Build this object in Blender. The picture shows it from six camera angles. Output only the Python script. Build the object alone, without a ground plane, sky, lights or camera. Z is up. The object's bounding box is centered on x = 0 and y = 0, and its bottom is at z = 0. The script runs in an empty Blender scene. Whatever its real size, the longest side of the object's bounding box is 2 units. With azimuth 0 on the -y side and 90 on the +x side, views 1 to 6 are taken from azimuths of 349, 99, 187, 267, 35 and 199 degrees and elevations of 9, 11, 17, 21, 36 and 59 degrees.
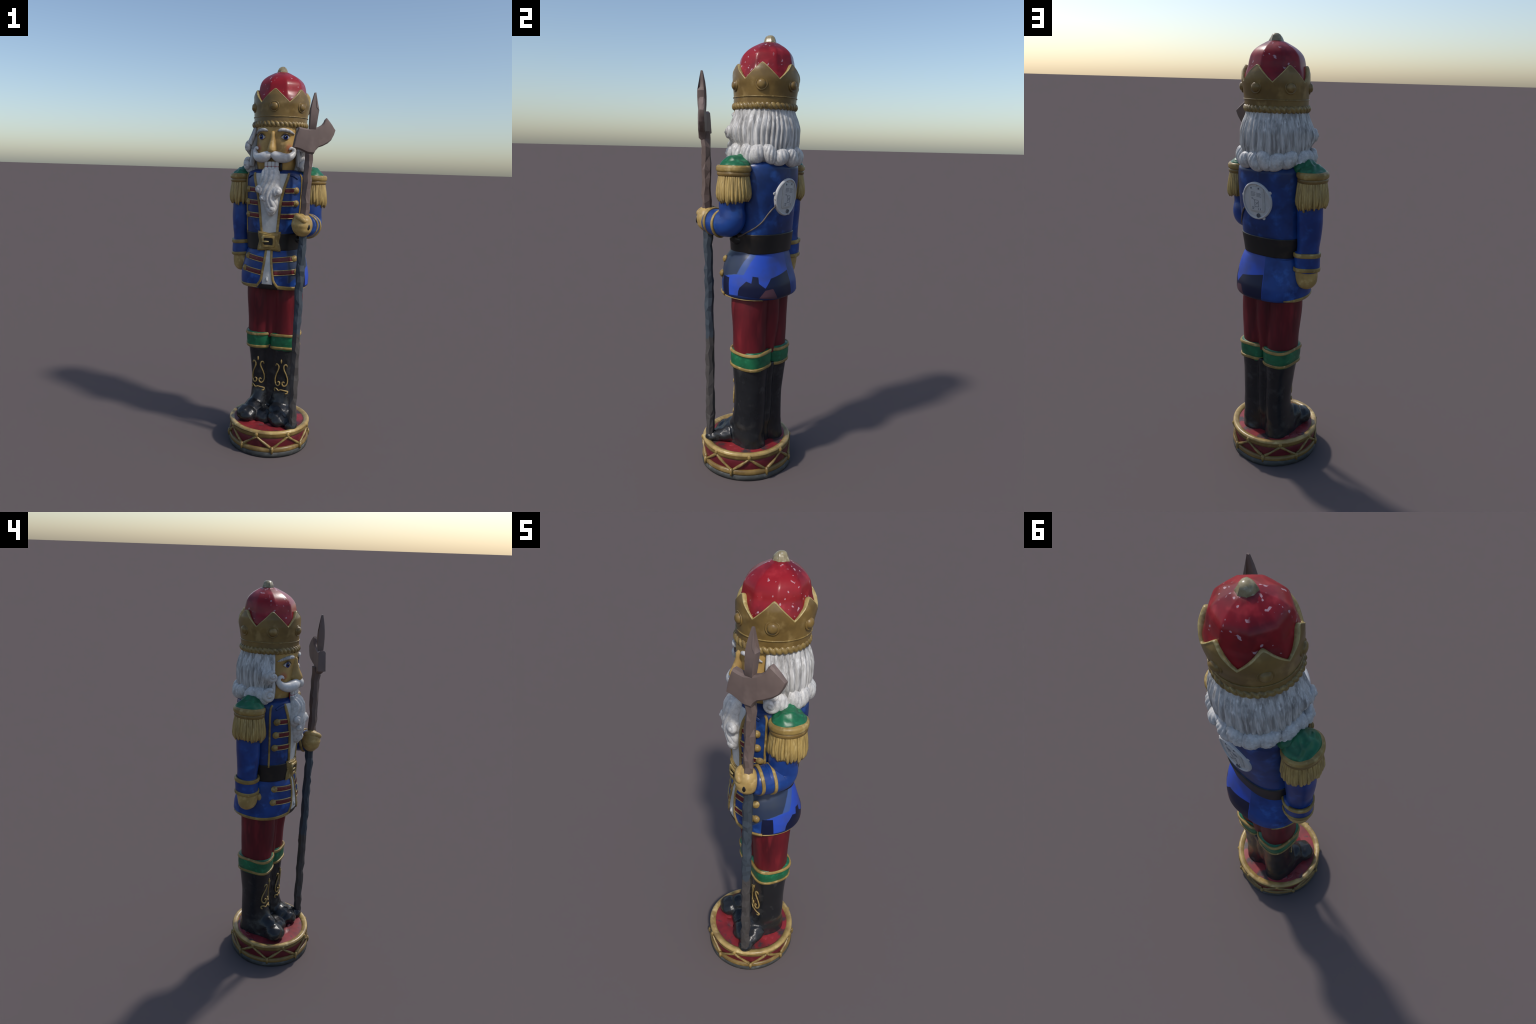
# Painted nutcracker soldier holding a halberd, standing on a drum.
# Built in the figure's own frame (x = figure's left, -y = front, z up), then
# the whole thing is turned and shifted by its root empty.
import bpy, math, random
import numpy as np
from mathutils import Vector

random.seed(11)
RNG = np.random.RandomState(11)
ROOT_LOC = (0.003, 0.055, 0.0)
ROOT_ROT = math.radians(-28.0)
CA, SA = math.cos(ROOT_ROT), math.sin(ROOT_ROT)


def w2l(x, y, z):
    """world coordinates -> figure frame"""
    dx, dy = x - ROOT_LOC[0], y - ROOT_LOC[1]
    return (dx * CA + dy * SA, -dx * SA + dy * CA, z)


# --------------------------------------------------------------------------
# small maths helpers
# --------------------------------------------------------------------------
def pchip(xs, ys, x):
    """monotone cubic interpolation"""
    xs = np.asarray(xs, float); ys = np.asarray(ys, float); x = np.asarray(x, float)
    h = np.diff(xs); d = np.diff(ys) / h
    m = np.zeros(len(xs))
    m[0], m[-1] = d[0], d[-1]
    for i in range(1, len(xs) - 1):
        if d[i - 1] * d[i] > 0:
            w1, w2 = 2 * h[i] + h[i - 1], h[i] + 2 * h[i - 1]
            m[i] = (w1 + w2) / (w1 / d[i - 1] + w2 / d[i])
    x = np.clip(x, xs[0], xs[-1])
    i = np.clip(np.searchsorted(xs, x, side='right') - 1, 0, len(xs) - 2)
    t = (x - xs[i]) / h[i]
    t2, t3 = t * t, t * t * t
    return ((2 * t3 - 3 * t2 + 1) * ys[i] + (t3 - 2 * t2 + t) * h[i] * m[i]
            + (-2 * t3 + 3 * t2) * ys[i + 1] + (t3 - t2) * h[i] * m[i + 1])


_dirs = RNG.normal(size=(14, 3)); _ph = RNG.uniform(0, 6.28, 14)
_dirs /= np.linalg.norm(_dirs, axis=1)[:, None]
_fr = np.linspace(0.6, 1.9, 14)


def wob(P, scale):
    """smooth pseudo noise in about [-1, 1] at points P (n x 3)"""
    q = (np.asarray(P) * scale) @ _dirs.T * _fr + _ph
    return np.sin(q).sum(axis=-1) / 5.0


def smooth_path(pts, n):
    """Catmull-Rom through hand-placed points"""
    P = np.asarray(pts, float)
    t = np.r_[0, np.cumsum(np.linalg.norm(np.diff(P, axis=0), axis=1))]
    out = np.zeros((n, P.shape[1])); s = np.linspace(0, t[-1], n)
    Q = np.vstack([2 * P[0] - P[1], P, 2 * P[-1] - P[-2]])
    i = np.clip(np.searchsorted(t, s, side='right') - 1, 0, len(P) - 2)
    u = ((s - t[i]) / (t[i + 1] - t[i]))[:, None]
    p0, p1, p2, p3 = Q[i], Q[i + 1], Q[i + 2], Q[i + 3]
    return 0.5 * (2 * p1 + (p2 - p0) * u + (2 * p0 - 5 * p1 + 4 * p2 - p3) * u ** 2
                  + (3 * p1 - p0 - 3 * p2 + p3) * u ** 3)


# --------------------------------------------------------------------------
# scene helpers
# --------------------------------------------------------------------------
root = bpy.data.objects.new("nutcracker_soldier", None)
root.location = ROOT_LOC
root.rotation_euler = (0, 0, ROOT_ROT)
root["label"] = "painted wooden nutcracker king holding a halberd on a red drum"
root["category"] = "nutcracker"
bpy.context.scene.collection.objects.link(root)


def add(name, verts, faces, mat, parent=None, smooth=True, angle=None, kind=None):
    me = bpy.data.meshes.new(name)
    me.from_pydata([tuple(map(float, v)) for v in verts], [], [tuple(f) for f in faces])
    me.validate(); me.update()
    import bmesh
    bm = bmesh.new(); bm.from_mesh(me)
    bmesh.ops.remove_doubles(bm, verts=bm.verts, dist=1e-6)
    bmesh.ops.recalc_face_normals(bm, faces=bm.faces)
    bm.to_mesh(me); bm.free()
    if smooth:
        me.polygons.foreach_set("use_smooth", [True] * len(me.polygons))
        if angle is not None:
            me.set_sharp_from_angle(angle=math.radians(angle))
    ob = bpy.data.objects.new(name, me)
    bpy.context.scene.collection.objects.link(ob)
    ob.parent = parent or root
    me.materials.append(mat)
    if kind:
        ob["kind"] = kind
    return ob


def group(name, parent=None):
    e = bpy.data.objects.new(name, None)
    bpy.context.scene.collection.objects.link(e)
    e.parent = parent or root
    return e


def grid(P, wrap=True, cap0=True, cap1=True):
    """rows x cols x 3 array -> verts, faces"""
    R, C = P.shape[:2]
    V = [p for p in P.reshape(-1, 3)]
    F = []
    cc = C if wrap else C - 1
    for r in range(R - 1):
        for c in range(cc):
            a, b = r * C + c, r * C + (c + 1) % C
            F.append((a, b, b + C, a + C))
    if wrap and cap0:
        V.append(P[0].mean(axis=0)); k = len(V) - 1
        F += [((c + 1) % C, c, k) for c in range(C)]
    if wrap and cap1:
        V.append(P[-1].mean(axis=0)); k = len(V) - 1
        o = (R - 1) * C
        F += [(o + c, o + (c + 1) % C, k) for c in range(C)]
    return V, F


def merge(parts):
    V, F = [], []
    for v, f in parts:
        o = len(V)
        V += list(v); F += [tuple(i + o for i in q) for q in f]
    return V, F


def tube(path, radii, seg=10, squash=None, up=(0, 0, 1), twist=None):
    """swept tube; squash=(normal scale) flattens along the 'up' guided normal"""
    P = np.asarray(path, float); n = len(P)
    r = np.full(n, radii) if np.isscalar(radii) else np.asarray(radii, float)
    T = np.gradient(P, axis=0); T /= np.linalg.norm(T, axis=1)[:, None] + 1e-12
    u = np.asarray(up, float)
    N0 = u - T[0] * (u @ T[0])
    if np.linalg.norm(N0) < 1e-4:
        u = np.array([1.0, 0.2, 0.1]); N0 = u - T[0] * (u @ T[0])
    N = [N0 / np.linalg.norm(N0)]
    for i in range(1, n):
        v = N[-1] - T[i] * (N[-1] @ T[i]); N.append(v / (np.linalg.norm(v) + 1e-12))
    N = np.array(N); B = np.cross(T, N)
    a = np.linspace(0, 2 * np.pi, seg, endpoint=False)
    s = 1.0 if squash is None else squash
    A = P[:, None] + r[:, None, None] * (np.cos(a)[None, :, None] * N[:, None] * s
                                         + np.sin(a)[None, :, None] * B[:, None])
    return grid(A)


def ribbon(P, N, w, t, closed=False):
    """flat band lying on a surface: P path, N surface normals, w width, t height"""
    P = np.asarray(P, float); N = np.asarray(N, float); n = len(P)
    w = np.full(n, w) if np.isscalar(w) else np.asarray(w)
    T = np.gradient(P, axis=0)
    if closed:
        T = np.roll(P, -1, 0) - np.roll(P, 1, 0)
    T /= np.linalg.norm(T, axis=1)[:, None] + 1e-12
    N = N - T * (N * T).sum(1)[:, None]; N /= np.linalg.norm(N, axis=1)[:, None]
    B = np.cross(T, N)
    prof = [(-1, -1.2), (-1, .45), (-.82, .85), (-.4, 1), (.4, 1), (.82, .85), (1, .45), (1, -1.2)]
    A = np.stack([P + B * (w * .5 * x)[:, None] + N * (t * y) for x, y in prof], axis=1)
    if closed:
        A = np.concatenate([A, A[:1]], axis=0)
        return grid(A, cap0=False, cap1=False)
    return grid(A)


def ball(c, r, nu=20, nv=14, fn=None):
    th = np.linspace(0.02, math.pi - .02, nv); ph = np.linspace(0, 2 * math.pi, nu, endpoint=False)
    D = np.stack([np.sin(th)[:, None] * np.cos(ph), np.sin(th)[:, None] * np.sin(ph),
                  np.cos(th)[:, None] * np.ones(nu)], axis=-1)
    k = 1.0 if fn is None else fn(D)[..., None]
    return grid(np.asarray(c) + D * np.asarray(r) * k)


def box(c, s, R=None, bev=0.0):
    """bevelled box"""
    s = np.asarray(s) * .5; V = []
    b = min(bev, s.min() * .8)
    import itertools
    corners = list(itertools.product((-1, 1), repeat=3))
    import bmesh
    bm = bmesh.new()
    for k in corners:
        k = np.array(k, float)
        for ax in range(3):
            q = k * (s - b); q[ax] = k[ax] * s[ax]
            bm.verts.new(q)
    bmesh.ops.convex_hull(bm, input=bm.verts)
    bm.verts.index_update()
    V = [np.array(v.co) for v in bm.verts]
    F = [[v.index for v in f.verts] for f in bm.faces]
    bm.free()
    if R is not None:
        V = [R @ v for v in V]
    return [np.asarray(c) + v for v in V], F


def frame(n, up=(0, 0, 1)):
    """matrix whose columns are (side, up', n)"""
    n = np.asarray(n, float); n /= np.linalg.norm(n)
    s = np.cross(up, n); s /= np.linalg.norm(s)
    return np.stack([s, np.cross(n, s), n], axis=1)


def fuse(parts, voxel, smooth_it=6, relief=None):
    """melt overlapping closed shells into one skin; returns verts, faces, vertex normals"""
    V, F = merge(parts)
    me = bpy.data.meshes.new("melt"); me.from_pydata([tuple(map(float, v)) for v in V], [], F); me.update()
    import bmesh
    bm = bmesh.new(); bm.from_mesh(me); bmesh.ops.recalc_face_normals(bm, faces=bm.faces); bm.to_mesh(me); bm.free()
    ob = bpy.data.objects.new("melt", me); bpy.context.scene.collection.objects.link(ob)
    r = ob.modifiers.new("r", 'REMESH'); r.mode = 'VOXEL'; r.voxel_size = voxel
    k = ob.modifiers.new("s", 'SMOOTH'); k.factor = .5; k.iterations = smooth_it
    dg = bpy.context.evaluated_depsgraph_get(); dg.update()
    ev = ob.evaluated_get(dg).to_mesh()
    n = len(ev.vertices)
    A = np.zeros(n * 3); ev.vertices.foreach_get('co', A); A = A.reshape(-1, 3)
    N = np.array([tuple(v.normal) for v in ev.vertices])
    Fc = [tuple(p.vertices) for p in ev.polygons]
    bpy.data.objects.remove(ob, do_unlink=True); bpy.data.meshes.remove(me)
    if relief is not None:
        A = A + N * relief(A)[:, None]
    me2 = bpy.data.meshes.new("melt"); me2.from_pydata(A.tolist(), [], Fc); me2.update()
    N = np.array([tuple(v.normal) for v in me2.vertices]); bpy.data.meshes.remove(me2)
    return A, Fc, N


def add_region(name, A, F, N, keep, mat, parent):
    """part of a fused skin, borders and shading shared with its neighbours"""
    sel = [f for f in F if keep(A[list(f)].mean(axis=0))]
    used = sorted({i for f in sel for i in f}); idx = {v: i for i, v in enumerate(used)}
    me = bpy.data.meshes.new(name)
    me.from_pydata(A[used].tolist(), [], [tuple(idx[i] for i in f) for f in sel]); me.update()
    me.polygons.foreach_set("use_smooth", [True] * len(me.polygons))
    me.normals_split_custom_set_from_vertices([tuple(v) for v in N[used]])
    me.materials.append(mat)
    ob = bpy.data.objects.new(name, me); bpy.context.scene.collection.objects.link(ob)
    ob.parent = parent
    return ob


class Loft:
    """stack of superellipse sections; rows: z, cx, cy, a(half width), bf(front), bb(back)"""

    def __init__(self, rows, nf=2.2, nb=2.1):
        self.r = np.array(rows, float); self.nf, self.nb = nf, nb
        self.z0, self.z1 = self.r[0, 0], self.r[-1, 0]

    def par(self, z):
        return [pchip(self.r[:, 0], self.r[:, k], z) for k in range(1, 6)]

    def polar(self, phi, z, off=0.0):
        """phi: radians from the front, positive to the figure's left"""
        phi, z = np.broadcast_arrays(np.asarray(phi, float), np.asarray(z, float))
        cx, cy, a, bf, bb = self.par(z)
        s, c = np.sin(phi), np.cos(phi)
        front = c >= 0
        b = np.where(front, bf, bb); n = np.where(front, self.nf, self.nb)
        r = (np.abs(s / a) ** n + np.abs(c / b) ** n) ** (-1 / n) + off
        return np.stack([cx + r * s, cy - r * c, z], axis=-1)

    def phi_of_x(self, x, z):
        lo, hi = -math.pi / 2, math.pi / 2
        for _ in range(40):
            m = (lo + hi) / 2
            if self.polar(m, z)[0] < x: lo = m
            else: hi = m
        return lo

    def front(self, x, z, off=0.0):
        return self.polar(self.phi_of_x(x, z), z, off)

    def normal(self, phi, z):
        e = 1e-3
        du = self.polar(phi + e, z) - self.polar(phi - e, z)
        dv = self.polar(phi, np.asarray(z) + e) - self.polar(phi, np.asarray(z) - e)
        n = np.cross(du, dv)
        return n / (np.linalg.norm(n, axis=-1, keepdims=True) + 1e-12)

    def mesh(self, nz=60, nc=96, lump=0.0015, ls=22, z0=None, z1=None, off=0.0, post=None, cap0=True, cap1=True):
        z = np.linspace(self.z0 if z0 is None else z0, self.z1 if z1 is None else z1, nz)
        ph = np.linspace(-math.pi, math.pi, nc, endpoint=False)
        P = self.polar(ph[None, :], z[:, None], off)
        if lump:
            P = P.copy()
            d = wob(P, ls) * lump
            P[..., 0] += d * np.sin(ph)[None, :]; P[..., 1] -= d * np.cos(ph)[None, :]
        if post is not None:
            P = post(P)
        return grid(P, cap0=cap0, cap1=cap1)

    def on(self, pts, n=24, off=0.0):
        """curve of (x, z) front points -> positions and normals"""
        Q = smooth_path(pts, n)
        ph = [self.phi_of_x(x, z) for x, z in Q]
        P = np.array([self.polar(p, q[1], off) for p, q in zip(ph, Q)])
        N = np.array([self.normal(p, q[1]) for p, q in zip(ph, Q)])
        return P, N

    def on_polar(self, pts, n=40, off=0.0):
        """curve of (phi degrees, z)"""
        Q = smooth_path([(math.radians(p), z) for p, z in pts], n)
        return self.polar(Q[:, 0], Q[:, 1], off), self.normal(Q[:, 0], Q[:, 1])


# --------------------------------------------------------------------------
# materials
# --------------------------------------------------------------------------
rad = math.radians


class Nodes:
    def __init__(self, name):
        self.m = bpy.data.materials.new(name); self.m.use_nodes = True
        self.t = self.m.node_tree; self.t.nodes.clear()
        self.out = self.n('ShaderNodeOutputMaterial'); self.b = self.n('ShaderNodeBsdfPrincipled')
        self.l(self.b.outputs[0], self.out.inputs[0])
        self.tc = self.n('ShaderNodeTexCoord')

    def n(self, k): return self.t.nodes.new(k)
    def l(self, a, b): self.t.links.new(a, b)

    def val(self, x, sock):
        if isinstance(x, (int, float)): sock.default_value = x
        elif isinstance(x, tuple): sock.default_value = (*x, 1)[:4] if len(x) == 3 and sock.type == 'RGBA' else x
        else: self.l(x, sock)

    def math(self, op, a, b=0.0, c=None):
        q = self.n('ShaderNodeMath'); q.operation = op
        self.val(a, q.inputs[0]); self.val(b, q.inputs[1])
        if c is not None: self.val(c, q.inputs[2])
        return q.outputs[0]

    def mix(self, f, a, b):
        q = self.n('ShaderNodeMix'); q.data_type = 'RGBA'
        self.val(f, q.inputs[0]); self.val(a, q.inputs[6]); self.val(b, q.inputs[7])
        return q.outputs[2]

    def noise(self, scale, detail=3, rough=.55, stretch=(1, 1, 1), off=(0, 0, 0)):
        mp = self.n('ShaderNodeMapping'); mp.inputs['Scale'].default_value = stretch
        mp.inputs['Location'].default_value = off
        self.l(self.tc.outputs['Object'], mp.inputs[0])
        q = self.n('ShaderNodeTexNoise'); q.inputs['Scale'].default_value = scale
        q.inputs['Detail'].default_value = detail; q.inputs['Roughness'].default_value = rough
        self.l(mp.outputs[0], q.inputs['Vector'])
        return q.outputs[0]

    def ramp(self, f, a, b):
        q = self.n('ShaderNodeMapRange'); q.interpolation_type = 'SMOOTHSTEP'
        self.val(f, q.inputs[0]); q.inputs[1].default_value = a; q.inputs[2].default_value = b
        return q.outputs[0]

    def xyz(self):
        q = self.n('ShaderNodeSeparateXYZ'); self.l(self.tc.outputs['Object'], q.inputs[0])
        return q.outputs[0], q.outputs[1], q.outputs[2]

    def near(self, c, r0, r1):
        """1 inside radius r0 of point c, 0 beyond r1"""
        q = self.n('ShaderNodeVectorMath'); q.operation = 'DISTANCE'
        self.l(self.tc.outputs['Object'], q.inputs[0]); q.inputs[1].default_value = c
        return self.math('SUBTRACT', 1.0, self.ramp(q.outputs['Value'], r0, r1))

    def finish(self, col, rough=.45, spec=.4, bump=0.0, bscale=160, coat=0.0, metal=0.0):
        self.val(col, self.b.inputs['Base Color'])
        self.val(rough, self.b.inputs['Roughness'])
        self.b.inputs['Specular IOR Level'].default_value = spec
        self.b.inputs['Metallic'].default_value = metal
        if coat:
            self.b.inputs['Coat Weight'].default_value = coat
            self.b.inputs['Coat Roughness'].default_value = .12
        if bump:
            q = self.n('ShaderNodeBump'); q.inputs['Strength'].default_value = bump
            q.inputs['Distance'].default_value = .002
            self.l(self.noise(bscale, 3), q.inputs['Height'])
            self.l(q.outputs[0], self.b.inputs['Normal'])
        return self.m


def paint(name, base, dark=None, light=None, scale=18, rough=.42, spec=.4, bump=.12, coat=0.0,
          stretch=(1, 1, 1), amt=.7, metal=0.0):
    """glazed paint: base colour with worn dark and pale mottling"""
    N = Nodes(name)
    dark = dark or tuple(c * .6 for c in base)
    light = light or tuple(min(1, c * 1.35 + .01) for c in base)
    f = N.ramp(N.noise(scale, 4, .6, stretch), .35, .68)
    c = N.mix(N.math('MULTIPLY', f, amt), base, dark)
    g = N.ramp(N.noise(scale * 2.3, 3, .5, stretch, (3, 5, 1)), .52, .78)
    c = N.mix(N.math('MULTIPLY', g, amt), c, light)
    return N.finish(c, rough, spec, bump, coat=coat, metal=metal)


m_crown = paint("antique_gold_paint", (.212, .132, .038), (.110, .066, .020), (.33, .225, .085), scale=9, rough=.34, spec=.4)
m_rope = paint("rope_gold_paint", (.255, .17, .052), (.105, .065, .020), (.46, .34, .135), scale=30, rough=.34, spec=.42)
m_edge = paint("bright_gold_edge", (.40, .30, .11), (.23, .17, .062), (.58, .48, .23), scale=40, rough=.36, spec=.5)
m_lip = paint("drum_lip_gold_paint", (.42, .29, .10), (.20, .125, .045), (.60, .46, .21), scale=12, rough=.32, spec=.45, amt=.9)  # gold lightened for the highlights along the drum's top rim
m_knob = paint("worn_silver_gold_paint", (.30, .25, .14), (.15, .115, .055), (.48, .45, .38), scale=38, rough=.3, spec=.5)
m_trim = paint("gold_piping_paint", (.33, .22, .066), (.18, .115, .033), (.50, .38, .16), scale=16, rough=.4, spec=.35, amt=.85)
m_fringe = paint("fringe_gold_paint", (.42, .29, .095), (.19, .125, .042), (.60, .45, .19), scale=60, rough=.42, stretch=(1, 1, .15))
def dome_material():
    """lacquered red with pale flecks tinted in for sky glare"""
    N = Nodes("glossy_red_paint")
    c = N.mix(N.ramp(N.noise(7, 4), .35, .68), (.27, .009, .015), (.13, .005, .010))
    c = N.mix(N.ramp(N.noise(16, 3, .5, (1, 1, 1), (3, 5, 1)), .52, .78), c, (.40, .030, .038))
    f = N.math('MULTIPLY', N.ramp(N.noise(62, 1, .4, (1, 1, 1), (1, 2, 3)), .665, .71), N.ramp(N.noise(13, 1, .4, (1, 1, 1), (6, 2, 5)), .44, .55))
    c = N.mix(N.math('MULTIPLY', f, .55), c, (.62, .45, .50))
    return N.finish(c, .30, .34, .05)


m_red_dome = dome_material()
m_red = paint("dark_red_trousers_paint", (.132, .010, .016), (.055, .006, .010), (.21, .018, .024), scale=7, stretch=(1.6, 1.6, .35), rough=.45, spec=.3, amt=.85)
m_red_braid = paint("braid_red_paint", (.13, .010, .014), (.07, .006, .01), (.22, .03, .03), scale=40)
m_drum_red = paint("drum_side_red_paint", (.115, .009, .016), (.075, .006, .011), (.19, .025, .026), scale=14)
m_blue = paint("royal_blue_paint", (.010, .042, .180), (.006, .021, .085), (.023, .092, .33), scale=8, rough=.34, spec=.38, amt=.85)
m_sleeve = paint("sleeve_blue_paint", (.013, .056, .245), (.008, .026, .130), (.026, .105, .37), scale=8, rough=.32, spec=.4, amt=.85)
m_green = paint("green_paint", (.012, .135, .058), (.008, .07, .032), (.03, .23, .11), scale=22, rough=.36, spec=.4)
m_white = paint("white_shirt_paint", (.52, .52, .50), (.38, .38, .37), (.62, .62, .60), scale=16, rough=.4)
m_hair = paint("white_hair_paint", (.55, .535, .515), (.24, .228, .215), (.70, .685, .665), scale=26, stretch=(2.2, 2.2, .22), rough=.45, spec=.3, amt=1.0)
m_curl = paint("white_curl_paint", (.56, .545, .525), (.35, .335, .32), (.70, .685, .665), scale=45, rough=.4, amt=.75)
m_must = paint("moustache_white_paint", (.60, .585, .565), (.46, .45, .44), (.74, .72, .70), scale=20, rough=.36)
m_tooth = paint("tooth_white_paint", (.62, .60, .57), (.52, .5, .48), (.7, .68, .65), scale=30)
m_gum = paint("gum_red_paint", (.30, .02, .045), scale=20)
m_skin_hand = paint("hand_tan_paint", (.44, .295, .100), (.27, .175, .06), (.58, .42, .18), scale=18, rough=.4, spec=.3)
m_black = paint("black_boot_paint", (.015, .016, .018), (.009, .010, .012), (.046, .046, .045), scale=9, rough=.24, spec=.42, amt=.8, bump=.5)
m_belt = paint("black_belt_paint", (.012, .011, .010), (.007, .007, .008), (.035, .024, .017), scale=8, rough=.42)
m_dark = paint("dark_recess_paint", (.012, .010, .010), scale=10)
m_scroll = paint("scroll_gold_paint", (.34, .23, .075), (.2, .13, .045), (.5, .38, .17), scale=60)
m_grey = paint("grey_base_paint", (.055, .058, .055), (.025, .026, .025), (.14, .14, .125), scale=12, rough=.6)
m_plastic = paint("white_plastic_cover", (.50, .49, .48), (.42, .41, .40), (.58, .57, .56), scale=12, rough=.5, bump=.03)
m_label = paint("label_plate_plastic", (.46, .45, .43), (.38, .37, .35), (.52, .51, .49), scale=25, rough=.55, bump=.02)
m_print = paint("grey_label_print", (.15, .155, .17), scale=40)
m_cable = paint("brown_cable_plastic", (.12, .095, .08), scale=30)


def face_material():
    N = Nodes("face_tan_paint")
    c = N.mix(N.ramp(N.noise(12, 3), .35, .7), (.50, .315, .100), (.36, .225, .075))
    c = N.mix(N.ramp(N.noise(30, 3), .55, .8), c, (.60, .40, .15))
    for s in (-1, 1):
        c = N.mix(N.math('MULTIPLY', N.near((s * .078, -.108, 1.582), .006, .03), .65), c, (.40, .075, .05))
    return N.finish(c, .42, .3, .05)


def skirt_material():
    """blue coat tails; the rear left was repainted in hard-edged patches"""
    N = Nodes("coat_skirt_blue_paint")
    x, y, z = N.xyz()
    c = N.mix(N.ramp(N.noise(8, 4), .35, .68), (.014, .060, .255), (.008, .030, .145))
    c = N.mix(N.ramp(N.noise(17, 3), .55, .75), c, (.028, .105, .38))
    # bearing from the figure's front in degrees, 0 at bearing 130
    ca, sa = math.cos(rad(130)), math.sin(rad(130))
    fx = N.math('MULTIPLY_ADD', x, ca, N.math('MULTIPLY', y, sa))
    fy = N.math('MULTIPLY_ADD', x, sa, N.math('MULTIPLY', y, -ca))
    ang = N.math('MULTIPLY_ADD', N.math('ARCTAN2', fx, fy), 180 / math.pi, 130.0)
    wz = N.math('MULTIPLY_ADD', N.math('SUBTRACT', N.noise(16, 2), .5), .012, z)

    def curve(stops, src, a, b, v0, v1):
        """piecewise linear function of src given as (position, value) stops"""
        q = N.n('ShaderNodeValToRGB'); e = q.color_ramp.elements; q.color_ramp.interpolation = 'LINEAR'
        while len(e) < len(stops): e.new(.5)
        for el, (p, v) in zip(e, stops):
            el.position = (p - a) / (b - a); k = (v - v0) / (v1 - v0); el.color = (k, k, k, 1)
        N.l(N.math('DIVIDE', N.math('SUBTRACT', src, a), b - a), q.inputs[0])
        return N.math('MULTIPLY_ADD', q.outputs[0], v1 - v0, v0)

    def less(a, b, e=.0012):
        return N.math('SUBTRACT', 1.0, N.ramp(N.math('SUBTRACT', a, b), -e, e))

    def both(a, b): return N.math('MULTIPLY', a, b)
    # bright repaint over the rear left quarter
    c = N.mix(both(less(66.0, ang, .6), less(ang, 196.0, .8)), c,
              N.mix(N.ramp(N.noise(9, 3), .4, .65), (.026, .075, .45), (.036, .066, .29)))
    # slate wedge under the bent arm with a pale border
    edge = curve([(.84, 66), (.965, 70), (.975, 88), (1.03, 97), (1.07, 107)], wz, .84, 1.09, 40, 140)
    high = less(curve([(40, .90), (62, .957), (90, .974)], ang, 40, 140, .84, 1.08), wz, .003)
    c = N.mix(both(both(less(36.0, ang, 1), less(ang, N.math('ADD', edge, 12.0), 1.5)), high), c, (.050, .095, .27))
    c = N.mix(both(both(less(36.0, ang, 3), less(ang, edge, 1.2)), high), c, N.mix(N.noise(12, 3), (.040, .050, .070), (.016, .032, .085)))
    # navy saddle with a square notch, dark toe at the left
    top = curve([(58, .84), (59, .955), (74, .952), (75, .90), (76, .84), (91, .84), (93, .90), (95, .916), (105, .947), (113, .939), (113.3, .970),
                 (123, .966), (123.3, .940), (134, .917), (144, .958), (163, .967), (180, .974), (195, .981), (195.4, .84)], ang, 50, 210, .84, 1.0)
    c = N.mix(less(z, top), c, (.006, .009, .036))
    # dull rose triangle and blue strip at the hem
    lo = curve([(121, .86), (134, .908), (147, .913), (155, .872), (156, .86)], ang, 50, 210, .84, 1.0)
    c = N.mix(less(z, lo), c, (.090, .040, .055))
    strip = curve([(70, .874), (95, .880), (125, .873), (150, .866)], ang, 50, 210, .84, 1.0)
    c = N.mix(both(both(less(z, strip), less(66.0, ang, .5)), less(ang, 160.0, .5)), c, (.010, .024, .10))
    return N.finish(c, .38, .3, .08)


def pole_material():
    """three lengths of differently primed pole: slate, grey, brown"""
    N = Nodes("weathered_pole_paint")
    x, y, z = N.xyz()
    wz = N.math('MULTIPLY_ADD', N.math('SUBTRACT', N.noise(30, 1), .5), .05, z)
    brown = N.mix(N.noise(20, 3), (.165, .118, .103), (.105, .075, .067))
    slate = N.mix(N.noise(14, 3), (.060, .075, .092), (.030, .040, .052))
    grey = N.mix(N.noise(10, 3), (.090, .080, .074), (.040, .036, .035))
    c = N.mix(N.ramp(wz, .650, .653), grey, slate)
    c = N.mix(N.ramp(z, 1.19, 1.2), c, brown)
    return N.finish(c, .6, .3, .1)


def drumhead_material():
    N = Nodes("drum_head_red_paint")
    c = N.mix(N.ramp(N.noise(9, 4), .35, .7), (.26, .022, .028), (.12, .014, .018))
    c = N.mix(N.ramp(N.noise(15, 4, .6, (1, 1, 1), (2, 1, 4)), .52, .64), c, (.050, .032, .034))
    return N.finish(c, .45, .4, .1)


m_face = face_material()
m_skirt = skirt_material()
m_pole = pole_material()
m_head = drumhead_material()
m_blade = paint("brown_blade_paint", (.170, .123, .108), (.125, .090, .080), (.20, .148, .13), scale=6, rough=.55, spec=.3, bump=.05)
m_iris = paint("blue_iris_paint", (.015, .035, .20), scale=60, rough=.2)
m_pupil = paint("black_pupil_paint", (.006, .006, .008), scale=40, rough=.15)
m_eye = paint("eye_white_paint", (.55, .52, .47), scale=40, rough=.3)
m_lid = paint("eyelid_brown_paint", (.10, .06, .025), scale=40)

# --------------------------------------------------------------------------
# drum base
# --------------------------------------------------------------------------
DC = np.array(w2l(-0.017, -0.008, 0.0))
def drum_az(az):          # world azimuth (0 = -y, 90 = +x) -> unit vector in figure frame
    a = rad(az) ; wx, wy = math.sin(a), -math.cos(a)
    return np.array([wx * CA + wy * SA, -wx * SA + wy * CA, 0.0])


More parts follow.
